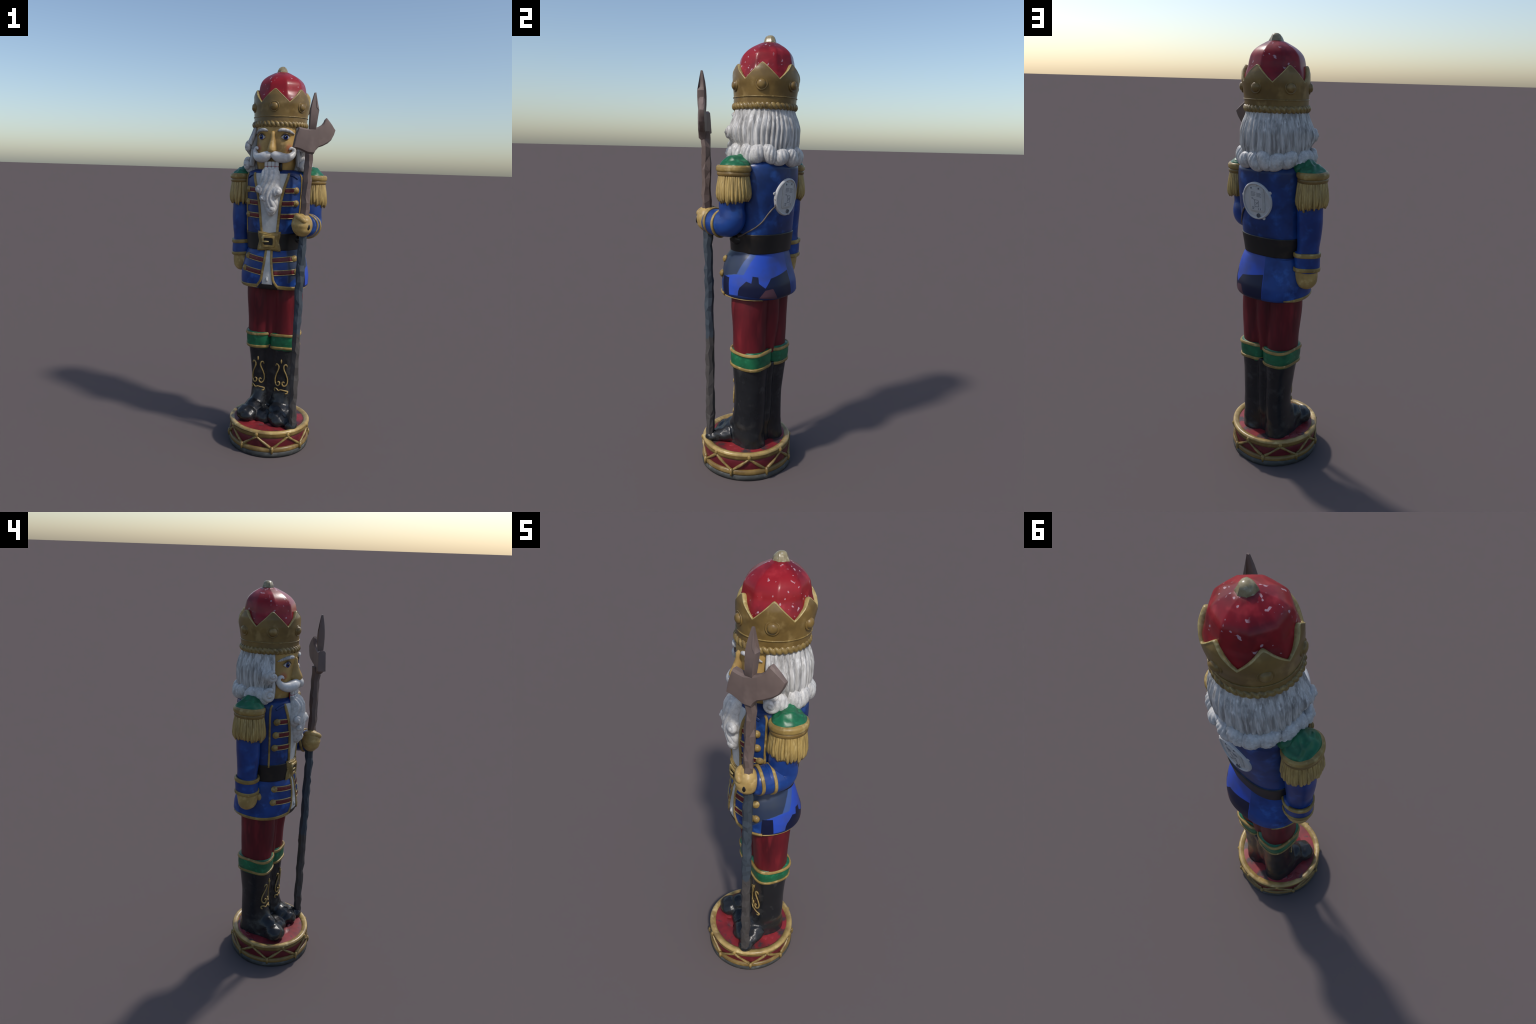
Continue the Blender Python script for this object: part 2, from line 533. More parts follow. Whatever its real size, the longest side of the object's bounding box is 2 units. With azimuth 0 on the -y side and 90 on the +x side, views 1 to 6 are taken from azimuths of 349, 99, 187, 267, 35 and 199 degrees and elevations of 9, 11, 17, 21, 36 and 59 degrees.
def revolve(center, prof, seg=96, lump=0.0, ls=20, cap0=True, cap1=True):
    ph = np.linspace(0, 2 * math.pi, seg, endpoint=False)
    P = np.array([[[center[0] + r * math.cos(p), center[1] + r * math.sin(p), z] for p in ph] for r, z in prof])
    if lump:
        d = wob(P, ls) * lump
        P[..., 0] += d * np.cos(ph)[None]; P[..., 1] += d * np.sin(ph)[None]
        P[..., 2] += np.where(P[..., 2] > .02, wob(P + 3, ls * .6) * lump * .8, 0)
    return grid(P, cap0=cap0, cap1=cap1)


drum = group("drum_base")
add("drum_wall", *revolve(DC, [(.204, .03), (.2065, .05), (.2085, .075), (.2085, .11), (.20, .118)], lump=.0015), m_drum_red, drum)
add("drum_foot", *revolve(DC, [(.203, 0), (.216, .001), (.2185, .012), (.216, .026), (.204, .032)], lump=.0032, ls=18), m_grey, drum)
add("lower_hoop", *revolve(DC, [(.203, .024), (.2155, .026), (.2175, .034), (.2165, .046), (.211, .051), (.20, .051)], lump=.0015, ls=16), m_crown, drum)
add("upper_hoop", *revolve(DC, [(.200, .100), (.2115, .102), (.2150, .112), (.2155, .124)],  # darker gold chosen to bake in the hoop's shaded side
                           lump=.002, ls=16, cap0=False, cap1=False), m_crown, drum)
add("upper_hoop_lip", *revolve(DC, [(.2155, .124), (.2150, .130), (.2110, .1355), (.203, .1365), (.194, .1335), (.184, .128), (.182, .12)], lump=.0028, ls=20, cap0=False, cap1=False), m_lip, drum)
prof = [(.2005, .118), (.199, .1270), (.185, .1285), (.15, .129), (.10, .130), (.05, .130), (.012, .130)]
add("drum_head", *revolve(DC, prof, lump=.003, ls=30), m_head, drum)
for k in range(8):
    top, bot = -30 + 45 * k, -7.5 + 45 * k
    for sgn in (-1, 1):
        pts = []
        for t in np.linspace(0, 1, 10):
            az = bot + sgn * 22.5 * t
            d = drum_az(az); z = .046 + (.106 - .046) * t
            pts.append(DC + d * (.2105 + .0006 * math.sin(9 * t + k)) + np.array([0, 0, z]))
        V, F = tube(pts, .0072 + .0012 * np.sin(np.linspace(0, 7, 10) + k * 1.7 + sgn), 8, squash=.9)
        add("lacing_cord", V, F, m_rope, drum)
    d = drum_az(bot); t_ = np.array([-d[1], d[0], 0])
    V, F = tube([DC + d * .2165 + np.array([0, 0, .058]), DC + d * .2185 + np.array([0, 0, .042]), DC + d * .2185 + np.array([0, 0, .022])],
                [.0075, .0085, .005], 8)
    add("cord_knot", V, F, m_rope, drum)
    d = drum_az(top)
    add("cord_knot", *ball(DC + d * .2125 + np.array([0, 0, .118]), (.010, .010, .012), 12, 8), m_trim, drum)

# --------------------------------------------------------------------------
# legs and boots
# --------------------------------------------------------------------------
def leg_rows(s):
    """sections of one leg (s = -1 right, 1 left); the two legs are not quite alike"""
    if s < 0:
        boot = [(.112, -.066, 0, .063, .150, .088), (.130, -.066, 0, .065, .155, .089), (.150, -.064, 0, .064, .152, .086),
                (.172, -.062, 0, .062, .142, .084), (.195, -.060, 0, .059, .125, .083), (.215, -.058, 0, .056, .108, .083),
                (.240, -.056, 0, .055, .086, .083), (.29, -.054, 0, .054, .070, .084), (.36, -.055, 0, .056, .066, .084),
                (.44, -.058, 0, .060, .074, .089), (.50, -.062, 0, .066, .082, .094), (.535, -.064, 0, .070, .086, .098)]
        cuff = [(.515, -.064, 0, .069, .084, .094), (.53, -.065, 0, .0715, .087, .096), (.565, -.066, 0, .0745, .090, .100),
                (.59, -.066, 0, .0745, .089, .099), (.605, -.066, 0, .070, .087, .097)]
        thigh = [(.585, -.066, 0, .069, .084, .090), (.64, -.067, 0, .0690, .088, .088), (.72, -.069, 0, .073, .094, .089),
                 (.80, -.070, 0, .075, .098, .092), (.88, -.070, 0, .074, .098, .092)]
    else:
        boot = [(.112, .072, 0, .069, .150, .082), (.130, .070, 0, .069, .155, .083), (.150, .070, 0, .069, .152, .080),
                (.172, .070, 0, .069, .142, .078), (.195, .069, 0, .068, .125, .077), (.215, .068, 0, .067, .110, .077),
                (.240, .070, 0, .068, .092, .077), (.29, .070, 0, .068, .080, .077), (.36, .070, 0, .069, .080, .078),
                (.44, .071, 0, .070, .083, .083), (.50, .072, 0, .072, .088, .088), (.535, .070, 0, .072, .091, .091)]
        cuff = [(.515, .070, 0, .071, .087, .087), (.53, .070, 0, .074, .091, .090), (.565, .070, 0, .077, .094, .094),
                (.59, .070, 0, .077, .093, .094), (.605, .070, 0, .072, .092, .090)]
        thigh = [(.585, .074, 0, .073, .088, .080), (.64, .077, 0, .0760, .090, .080), (.72, .079, 0, .078, .093, .081),
                 (.80, .078, 0, .079, .098, .087), (.88, .074, 0, .077, .098, .090)]
    slim = lambda rows, f, b, z_lo: [(z, cx, cy, a, bf * (f if z > z_lo else 1), bb * b) for z, cx, cy, a, bf, bb in rows]
    return dict(boot=Loft(slim(boot, .96, .96, .25), 2.15, 2.15), cuff=Loft(slim(cuff, .95, .95, 0), 3.0, 3.0), thigh=Loft(slim(thigh, .94, .95, 0), 2.1, 2.1))


def toe_turn(s):
    def f(P):
        P = P.copy()
        k = np.clip(-.06 - P[..., 1], 0, 1)
        w = np.clip((.26 - P[..., 2]) / .08, 0, 1)
        P[..., 0] += s * k * (.30 if s < 0 else .14) * w
        # rumpled leather over toe and instep
        low = np.clip((.27 - P[..., 2]) / .1, 0, 1)
        d = wob(P, 38) * .0045 * low
        P[..., 2] += np.where(P[..., 2] > .125, d, 0)
        P[..., 1] += d
        return P
    return f


def scroll_strokes():
    """boot embroidery as (x, z) strokes about the boot's front axis"""
    S_l = [(-.034, .426), (-.031, .437), (-.022, .438), (-.015, .428), (-.017, .410), (-.028, .385), (-.036, .360),
           (-.037, .338), (-.030, .322), (-.018, .317), (-.009, .325), (-.008, .336), (-.016, .341), (-.021, .335)]
    return [S_l, [(-x, z) for x, z in S_l],
            [(-.034, .283), (-.039, .292), (-.036, .301), (-.026, .299), (-.014, .290), (0, .295), (.016, .293), (.030, .290), (.040, .286), (.036, .276), (.026, .275)]]


legs = {q: group("leg") for q in (-1, 1)}
LR = {q: leg_rows(q) for q in (-1, 1)}
lump = lambda D: 1 + .06 * wob(D, 2.6)
shells = [LR[q]['boot'].mesh(60, 72, .0015, 30, post=toe_turn(q)) for q in (-1, 1)]
for c_, r_ in [((-.094, -.138, .160), (.057, .052, .047)), ((-.072, -.090, .184), (.050, .050, .048)),
               ((.080, -.138, .156), (.057, .052, .046)), ((.070, -.096, .182), (.056, .050, .047)), ((.002, -.090, .142), (.07, .072, .052)), ((.160, -.160, .138), (.034, .032, .030))]:
    shells.append(ball(c_, r_, 40, 28, lump))
shells.append(Loft([(.115, .004, 0, .050, .110, .055), (.15, .004, 0, .045, .095, .055), (.19, .004, 0, .036, .070, .054), (.24, .005, 0, .044, .062, .068),
                    (.40, .006, 0, .046, .062, .075), (.535, .004, 0, .046, .070, .083)], 2, 2).mesh(40, 40, 0))
# lump of stray material joining the left boot to the pole's foot
P = smooth_path([(.100, -.080, .170), (.126, -.116, .158), (.150, -.150, .145), (.166, -.168, .136)], 14)
shells.append(tube(P, np.linspace(.060, .028, 14), 14, squash=.75))


def rumple(A):
    """creased, knobbly leather, strongest over the feet; shallow dents up the shaft"""
    low = np.clip((.27 - A[:, 2]) / .07, 0, 1)
    front = np.clip((-A[:, 1] - .02) / .06, 0, 1)
    return (.0032 * wob(A, 60) + .0018 * wob(A + 3, 130)) * low * (.35 + .65 * front) + .0016 * wob(A, 34) * (1 - low)


A_, F_, N_ = fuse(shells, .0042, 8, rumple)
for q in (-1, 1):
    add_region("boot", A_, F_, N_, (lambda c: c[0] < .004) if q < 0 else (lambda c: c[0] >= .004), m_black, legs[q])
shells = [LR[q]['thigh'].mesh(50, 72, .0030, 18) for q in (-1, 1)]
shells.append(Loft([(.58, .003, 0, .042, .072, .078), (.66, .001, 0, .050, .074, .088), (.74, .001, 0, .054, .078, .096), (.80, 0, 0, .056, .082, .098), (.88, 0, 0, .06, .090, .094)], 2, 2).mesh(20, 40, 0))
A_, F_, N_ = fuse(shells, .0045, 8, lambda A: .0018 * wob(A * [1, 1, .35], 60))
for q in (-1, 1):
    add_region("trouser_leg", A_, F_, N_, (lambda c: c[0] < .002) if q < 0 else (lambda c: c[0] >= .002), m_red, legs[q])
for s in (-1, 1):
    L = LR[s]; leg = legs[s]
    cuff = L['cuff']
    add("boot_cuff", *cuff.mesh(24, 96, .0012, 30), m_green, leg)
    for z in (.597, .527):
        ph = np.linspace(-math.pi, math.pi, 96, endpoint=False)
        zz = z + .004 * np.sin(ph * 2 + s)
        P = cuff.polar(ph, zz, .001); Nn = cuff.normal(ph, zz)
        add("cuff_piping", *ribbon(P, Nn, .014, .0050, True), m_trim, leg)
    b = L['boot']
    cx0 = float(b.par(.36)[0])
    ornaments = []
    for st in scroll_strokes():
        P, N = b.on([(cx0 + x * .88 + s * .004, z) for x, z in st], 48, .0026)
        r = np.interp(np.linspace(0, 1, 48), [0, .08, .5, .92, 1], [.0024, .0040, .0034, .0042, .0024])
        ornaments.append(tube(P, r, 7))
    P, N = b.on([(cx0 + s * .004, .468), (cx0 + s * .004, .455), (cx0 + s * .004, .444)], 8, .0026)
    ornaments.append(tube(P, [.0015, .003, .0042, .0047, .0047, .004, .003, .0015], 7))
    add("boot_scrollwork", *merge(ornaments), m_scroll, leg)

# ragged skirt of red filler round the soles
prt = []
for k in range(15):
    a_ = rad(-150 + 300 * k / 14 + random.uniform(-7, 7)); rx = .150 + random.uniform(-.012, .016)
    c_ = np.array([math.sin(a_) * rx, -.035 - math.cos(a_) * (.135 if math.cos(a_) > 0 else .10) , .124])
    prt.append(ball(c_, (random.uniform(.018, .034), random.uniform(.014, .026), random.uniform(.006, .014)), 9, 6, lambda D: 1 + .25 * wob(D, 3)))
add("sole_filler", *merge(prt), m_head, drum, angle=30, kind="stuff")

# --------------------------------------------------------------------------
# coat: skirt and torso
# --------------------------------------------------------------------------
SK = Loft([(.859, 0, 0, .164, .152, .132), (.865, 0, 0, .174, .160, .141), (.878, 0, 0, .180, .165, .146), (.915, 0, 0, .181, .166, .143),
           (.96, 0, 0, .175, .163, .131), (1.00, 0, 0, .166, .158, .120), (1.04, -.003, 0, .153, .151, .110),
           (1.065, -.005, 0, .142, .143, .104), (1.09, -.008, 0, .138, .140, .102)], 2.05, 2.15)
TO = Loft([(1.05, -.008, 0, .138, .140, .101), (1.10, -.007, 0, .143, .143, .106), (1.15, -.005, 0, .149, .146, .112),
           (1.23, -.002, 0, .155, .150, .121), (1.31, 0, 0, .160, .154, .132), (1.40, 0, 0, .163, .155, .139),
           (1.44, 0, 0, .161, .151, .139), (1.461, 0, 0, .151, .141, .128), (1.474, 0, 0, .118, .122, .100)], 2.2, 2.45)


class Torso(Loft):
    """chest whose left side, next to the raised arm, swells forward"""
    def polar(self, phi, z, off=0.0):
        P = super().polar(phi, z, off)
        x, z_ = P[..., 0], P[..., 2]
        P[..., 1] -= np.where(P[..., 1] < 0, .012 * np.exp(-((x - .095) / .045) ** 2) * np.exp(-((z_ - 1.35) / .095) ** 4), 0)
        return P


TO = Torso(TO.r, TO.nf, TO.nb)

coat = group("coat")


def skirt_shape(P):
    P = P.copy()
    ph = np.arctan2(P[..., 0], -P[..., 1])
    f = np.clip((1.06 - P[..., 2]) / .2, 0, 1)
    # the two front corners flare, folds elsewhere
    fl = .012 * np.exp(-((ph - .85) / .38) ** 2) * np.clip((1.075 - P[..., 2]) / .04, 0, 1)
    k = 1 + fl / .17 + f * .010 * np.sin(ph * 5 + .7)
    P[..., 0] *= k; P[..., 1] *= k
    return P


add("coat_skirt", *SK.mesh(64, 160, .0018, 20, post=skirt_shape), m_skirt, coat)
add("coat_torso", *TO.mesh(90, 160, .0018, 20), m_blue, coat)


def sk_on(pts, n, off):
    P, N = SK.on(pts, n, off)
    return skirt_shape(P), N


def sk_polar(pts, n, off):
    P, N = SK.on_polar(pts, n, off)
    return skirt_shape(P), N


# gold hem
P, N = sk_polar([(-18, .876), (-40, .871), (-75, .868), (-105, .869), (-128, .872)], 60, .001)
add("coat_hem", *ribbon(P, N, np.interp(np.linspace(0, 1, 60), [0, .8, 1], [.019, .019, .005]), .004), m_trim, coat)
P, N = sk_polar([(20, .876), (40, .870), (60, .867)], 30, .001)
add("coat_hem", *ribbon(P, N, .019, .004), m_trim, coat)
P, N = sk_polar([(60, .862), (100, .861), (130, .861)], 40, .0006)
add("coat_hem", *ribbon(P, N, .005, .003), m_trim, coat)

# white shirt, seen between the lapels and in the coat opening
def patch(L, rows, off, nu=14, post=None):
    """surface patch between x-left(z) and x-right(z)"""
    z = np.linspace(rows[0][0], rows[-1][0], 40)
    xl = pchip([r[0] for r in rows], [r[1] for r in rows], z); xr = pchip([r[0] for r in rows], [r[2] for r in rows], z)
    A = []
    for zi, l, r in zip(z, xl, xr):
        A.append([L.polar(L.phi_of_x(x, zi), zi, off) for x in np.linspace(l, r, nu)])
    A = np.array(A)
    if post is not None: A = post(A)
    inner = A.copy(); inner[..., 1] += .012
    R, C = A.shape[:2]
    loop = lambda X: list(X[0]) + [X[i, -1] for i in range(1, R)] + list(X[-1][::-1][1:]) + [X[i, 0] for i in range(R - 2, 0, -1)]
    v1, f1 = grid(A, wrap=False)
    side = np.array([loop(A), loop(inner)])
    return merge([(v1, f1), grid(side, cap0=False, cap1=False)])


add("shirt_front", *patch(TO, [(1.14, -.041, .041), (1.24, -.048, .048), (1.32, -.058, .058), (1.40, -.076, .076), (1.455, -.088, .088)], .0015), m_white)
add("shirt_tail", *patch(SK, [(.888, -.026, .030), (.93, -.022, .025), (1.0, -.015, .016), (1.07, -.010, .011)], .0015, post=skirt_shape), m_white)
P = smooth_path([SK.front(0.002, .902) + [0, -.001, 0], SK.front(.002, .912) + [0, -.004, 0], SK.front(.002, .930) + [0, -.001, 0]], 8)
add("shirt_fold", *tube(P, [.002, .004, .0055, .006, .005, .004, .003, .001], 8), m_white)
# near-black patch drawing the shade below the coat opening
add("coat_opening_shade", *patch(SK, [(.860, -.050, .056), (.875, -.044, .050), (.897, -.026, .030)], .0010, post=skirt_shape), m_dark)

for s in (-1, 1):
    P, N = TO.on([(s * .040, 1.145), (s * .047, 1.22), (s * .058, 1.312), (s * .074, 1.385), (s * .086, 1.43), (s * .089, 1.455)], 40, .001)
    add("lapel_piping", *ribbon(P, N, .0135, .0055), m_trim, coat)
    o = .003 if s > 0 else 0
    P, N = sk_on([(s * .013 + o, 1.062), (s * .018 + o, 1.0), (s * .026 + o, .945), (s * .032 + o, .91), (s * .045 + o, .888), (s * .056 + o, .875)], 36, .001)
    add("coat_edge_piping", *ribbon(P, N, .0125, .005), m_trim, coat)
    # armhole piping
    P, N = TO.on_polar([(s * 59, 1.14), (s * 60, 1.25), (s * 61, 1.35), (s * 61, 1.43), (s * 58, 1.453)], 30, .001)
    add("armhole_piping", *ribbon(P, N, .010, .004), m_trim, coat)
    # collar leaf
    P, N = TO.on([(s * .088, 1.452), (s * .112, 1.444), (s * .128, 1.432)], 14, .002)
    add("collar_fold", *ribbon(P, N, .012, .004), m_blue, coat)

    # frogging: red bars outlined in gold, with a button at the outer end
    def frog(L, onf, zi, zo, xi, xo, wd):
        pts = [(s * xi, zi), (s * (xi + xo) / 2, (zi + zo) / 2), (s * xo, zo)]
        P, N = onf(pts, 16, .0008)
        add("frogging_bar", *ribbon(P, N, wd, .0035), m_red_braid, coat)
        for e in (-1, 1):
            q = [(x, z + e * wd * .5) for x, z in pts]
            P, N = onf(q, 16, .0012)
            add("frogging_edge", *ribbon(P, N, .0042, .0042), m_edge, coat)
        P, N = onf([(s * (xo - .001), zo), (s * (xo + .001), zo)], 2, .0)
        Rm = frame(N[0])
        prof = [(.0, .0), (.0165, .0), (.0168, .005), (.0145, .0085), (.0125, .0085), (.0115, .0105), (.006, .0135), (.0005, .0145)]
        A = np.array([[P[0] + Rm @ np.array([r * math.cos(a), r * math.sin(a), h]) for a in np.linspace(0, 2 * math.pi, 20, endpoint=False)] for r, h in prof[1:]])
        add("button", *grid(A, cap0=False), m_trim, coat)
    for z, xi in ((1.370, .078), (1.305, .064), (1.240, .056)):
        frog(TO, TO.on, z, z + .002, xi, .126, .023)
    frog(SK, sk_on, 1.013, 1.024, .024, .120, .024)
    frog(SK, sk_on, .948, .958, .034, .135, .024)

# belt and buckle
BE = Loft([(z_, *[float(v) for v in TO.par(z_)]) for z_ in (1.063, 1.08, 1.10, 1.125, 1.151)], TO.nf, TO.nb)
belt = group("belt")
add("belt_strap", *BE.mesh(22, 160, .0018, 20, off=.0045), m_belt, belt)
def buckle_plate(scale, off, th, concave):
    """notched square plate bent over the belt front"""
    out = []
    n = 48
    for i in range(n):
        a = 2 * math.pi * i / n
        c, s_ = math.cos(a), math.sin(a)
        r = 1 / max(abs(c), abs(s_))
        x, z = r * c, r * s_
        d = 1 - concave * (math.cos(2 * a) ** 2) ** 1.0
        out.append((x * d * .061 * scale, z * d * .051 * scale))
    return out


def bent_plate(outline, cz, off, th, name, mat, hole=None, parent=None, bev=.003, cx=0.0):
    """extrude an outline in the (x, z) plane along the belt front"""
    def lift(p, o):
        x, z = p
        q = BE.front(x + cx, 1.10, 0.0)
        return np.array([q[0], q[1] - o, cz + z])
    O = np.array(outline)
    rings = [[lift(p, off) for p in O], [lift(p, off + th - bev) for p in O], [lift(p * (1 - bev / .05), off + th) for p in O]]
    if hole is None:
        rings.append([lift(p * .5, off + th) for p in O])
        V, F = grid(np.array(rings))
    else:
        H = np.array(hole)
        rings += [[lift(p * (1 + bev / .03), off + th) for p in H], [lift(p, off + th - bev) for p in H], [lift(p, off) for p in H]]
        V, F = grid(np.array(rings), cap0=False, cap1=False)
    return add(name, V, F, mat, parent or belt, angle=50)


def rect_outline(w, h, n=48):
    o = []
    for i in range(n):
        a = 2 * math.pi * i / n
        c, s_ = math.cos(a), math.sin(a)
        r = (abs(c) ** 8 + abs(s_) ** 8) ** (-1 / 8)
        o.append((r * c * w / 2, r * s_ * h / 2))
    return o


add("belt_fold", *ball((.124, -.042, 1.122), (.030, .040, .026), 28, 20, lambda D: 1 + .08 * wob(D, 3)), m_belt, belt)
CB = 1.110
bent_plate(buckle_plate(1.0, 0, 0, .13), CB, .004, .008, "buckle_plate", m_rope)
bent_plate(buckle_plate(.86, 0, 0, .11), CB, .0105, .0045, "buckle_plate", m_trim)
bent_plate(rect_outline(.074, .060), CB, .0135, .008, "buckle_frame", m_trim, hole=rect_outline(.048, .036))
bent_plate(rect_outline(.050, .038), CB, .0135, .0025, "buckle_recess", m_dark)
q = BE.front(0, 1.10)
add("buckle_prong", *tube([(q[0] - .030, q[1] - .0195, CB - .001), (q[0] - .012, q[1] - .020, CB - .0005), (q[0] + .004, q[1] - .0195, CB)], [.004, .0045, .003], 8), m_edge, belt)

# --------------------------------------------------------------------------
# epaulettes
# --------------------------------------------------------------------------
for s in (-1, 1):
    C = np.array([.191, -.013, 0]) if s > 0 else np.array([-.196, .004, 0])
    ep = group("epaulette")
    def ring_loft(rows, n=2.0):
        return Loft([(z, C[0], C[1], a, b, b) for z, a, b in rows], n, n)
    pad = ring_loft([(1.436, .058, .069), (1.450, .059, .069), (1.462, .054, .061), (1.478, .044, .047), (1.490, .030, .031), (1.497, .012, .014)])
    def pad_post(P):
        P = P.copy()
        k = np.clip((P[..., 2] - 1.44) / .05, 0, 1)
        P[..., 0] -= s * k * .020                       # leans to the neck
        P[..., 2] += (.007 * wob(P, 110) - .006 * np.abs(np.sin(wob(P + 5, 40) * 3.0))) * k
        P[..., 0] += .003 * wob(P + 2, 90)
        return P
    add("shoulder_pad", *pad.mesh(30, 72, .003, 50, post=pad_post), m_green, ep)
    # buttress of green towards the neck
    V, F = ball((s * .146, C[1] + .008, 1.458), (.048, .052, .042), 36, 24, lambda D: 1 + .07 * wob(D, 3.5))
    add("shoulder_pad", V, F, m_green, ep)
    rim = ring_loft([(1.420, .060, .070), (1.424, .0655, .0755), (1.432, .068, .079), (1.442, .0675, .0785), (1.450, .062, .072)])
    add("epaulette_rim", *rim.mesh(12, 56, .0026, 40), m_trim, ep)
    rim2 = ring_loft([(1.402, .058, .068), (1.406, .0635, .073), (1.414, .0655, .075), (1.421, .0640, .0735), (1.424, .056, .066)])
    add("epaulette_rim", *rim2.mesh(10, 56, .0018, 40), m_crown, ep)
    # bullion fringe: hanging strands round a core
    parts = [Loft([(1.300, C[0], C[1], .058, .066, .066), (1.33, C[0], C[1], .063, .072, .072), (1.41, C[0], C[1], .057, .066, .066)], 2, 2).mesh(8, 40, .001)]
    ns = 44
    for i in range(ns):
        a = 2 * math.pi * i / ns + random.uniform(-.04, .04)
        zb = 1.297 + random.uniform(-.010, .010) + .008 * math.sin(a * 2 + s)
        pts, rr = [], []
        fl = random.uniform(-.003, .005); dr = random.uniform(-.10, .10)
        for t in np.linspace(0, 1, 9):
            z = 1.414 + (zb - 1.414) * t
            k = 0.0 + .0085 * math.sin(min(t, .85) / .85 * math.pi / 2) + fl * t - .008 * max(0, t - .82) / .18
            aa = a + dr * t * t
            pts.append((C[0] + (.0555 + k) * math.sin(aa), C[1] - (.064 + k) * math.cos(aa), z))
            rr.append(.0052 + .0022 * math.sin(t * math.pi * .8) if t < .97 else .0035)
        parts.append(tube(pts, rr, 7))
    add("epaulette_fringe", *merge(parts), m_fringe, ep, kind="stuff")

# --------------------------------------------------------------------------
# arms
# --------------------------------------------------------------------------
def rings_on_axis(path, radii, nc=40, lump=.0015, ls=28, n=64):
    """round limb along a bent axis"""
    P = smooth_path(path, n)
    t0 = np.r_[0, np.cumsum(np.linalg.norm(np.diff(np.asarray(path, float), axis=0), axis=1))]
    t = np.linspace(0, t0[-1], n)
    r = pchip(t0, radii, t)
    V, F = tube(P, r, nc, up=(0, -1, .01))
    A = np.array(V)
    k = min(n * nc, len(A))
    cen = np.repeat(P, nc, axis=0)
    d = A[:k] - cen; d /= np.linalg.norm(d, axis=1)[:, None] + 1e-9
    A[:k] += d * (wob(A[:k], ls) * lump)[:, None]
    return list(A), F


def hoop(c, axis, r, w, mat, parent, name="cuff_ring", ry=None, th=.005):
    """gold ring round a limb"""
    n = 48
    Rm = frame(axis, up=(1, 0, .01) if abs(axis[2]) > .9 else (0, 0, 1))
    a = np.linspace(0, 2 * math.pi, n, endpoint=False)
    N = np.array([Rm @ np.array([math.cos(q), math.sin(q), 0]) for q in a])
    rr = r + .0015 * np.sin(a * 3 + 1)
    P = np.asarray(c) + N * rr[:, None]
    P = P + np.outer(.003 * np.sin(a * 2), axis)
    return add(name, *ribbon(P, N, w, th, True), mat, parent)


# right arm hangs straight
arm = group("arm")
ax = (-.193, .006)
add("sleeve", *rings_on_axis([(*ax, 1.44), (*ax, 1.30), (*ax, 1.24), (-.192, .007, 1.17), (-.191, .009, 1.115), (-.190, .010, 1.085)],
                             [.050, .0585, .0580, .0530, .0485, .0500], lump=.0025, ls=24), m_sleeve, arm)
add("cuff", *rings_on_axis([(-.191, .011, 1.096), (-.191, .011, 1.07), (-.191, .010, 1.035), (-.190, .009, 1.012)], [.0545, .0575, .0565, .0555], n=16), m_sleeve, arm)
hoop((-.191, .011, 1.086), (0, 0, 1), .0570, .020, m_trim, arm)
hoop((-.191, .010, 1.020), (0, 0, 1), .0565, .018, m_trim, arm)
A = rings_on_axis([(-.190, .008, 1.018), (-.190, .008, .99), (-.189, .007, .965), (-.187, .005, .945), (-.186, .003, .930), (-.185, .002, .924)],
                  [.0500, .0520, .0500, .0430, .0280, .0080], nc=40, n=40, lump=.0022, ls=40)
add("hand", *A, m_skin_hand, arm)
add("thumb", *tube(smooth_path([(-.165, -.038, 1.0), (-.156, -.044, .978), (-.153, -.040, .955)], 10), np.array([.012, .014, .015, .015, .015, .0145, .014, .013, .011, .005]), 12), m_skin_hand, arm)

# left arm bends forward to grip the pole
arm = group("arm")
add("sleeve", *rings_on_axis([(.190, -.012, 1.43), (.189, -.022, 1.32), (.188, -.026, 1.265), (.189, -.022, 1.222), (.191, -.038, 1.199), (.192, -.074, 1.197), (.190, -.100, 1.198)],
                             [.050, .057, .0560, .0580, .0590, .0585, .0570], lump=.0025, ls=24, n=80), m_sleeve, arm)
add("cuff", *rings_on_axis([(.191, -.075, 1.193), (.190, -.10, 1.196), (.188, -.135, 1.200), (.186, -.148, 1.202)], [.0575, .0590, .0570, .0530], n=20), m_sleeve, arm)
hoop((.191, -.083, 1.194), (0, -1, .08), .0595, .013, m_trim, arm)
hoop((.188, -.134, 1.200), (0, -1, .08), .0575, .014, m_trim, arm)


def fist_shape(D):
    # four finger rolls across the front, knuckle flat on the outer side
    f = np.clip(-D[..., 1] + .25, 0, 1)
    fing = np.abs(np.cos((D[..., 2] * 2.0) * math.pi / 1.0)) ** .6
    return 1 + .045 * (fing - .6) * f + .035 * wob(D, 2.2)


add("fist", *ball((.178, -.176, 1.206), (.0530, .0480, .0590), 48, 40, fist_shape), m_skin_hand, arm)
add("thumb", *tube(smooth_path([(.150, -.150, 1.246), (.158, -.196, 1.248), (.186, -.214, 1.236), (.205, -.212, 1.222)], 14),
                   np.array([.012, .014, .0155, .016, .016, .016, .0155, .015, .0148, .0145, .014, .013, .011, .005]), 12), m_skin_hand, arm)
add("grip_hollow", *ball((.213, -.203, 1.200), (.011, .008, .017), 16, 10), m_dark, arm)

# --------------------------------------------------------------------------
# head
# --------------------------------------------------------------------------
head = group("head")
FA = Loft([(1.445, 0, .02, .085, .120, .09), (1.47, 0, .01, .103, .128, .10), (1.52, 0, 0, .111, .128, .11), (1.56, 0, 0, .112, .130, .11), (1.62, 0, 0, .111, .132, .11),
           (1.66, 0, 0, .112, .135, .11), (1.70, 0, 0, .115, .133, .11)], 2.5, 2.0)


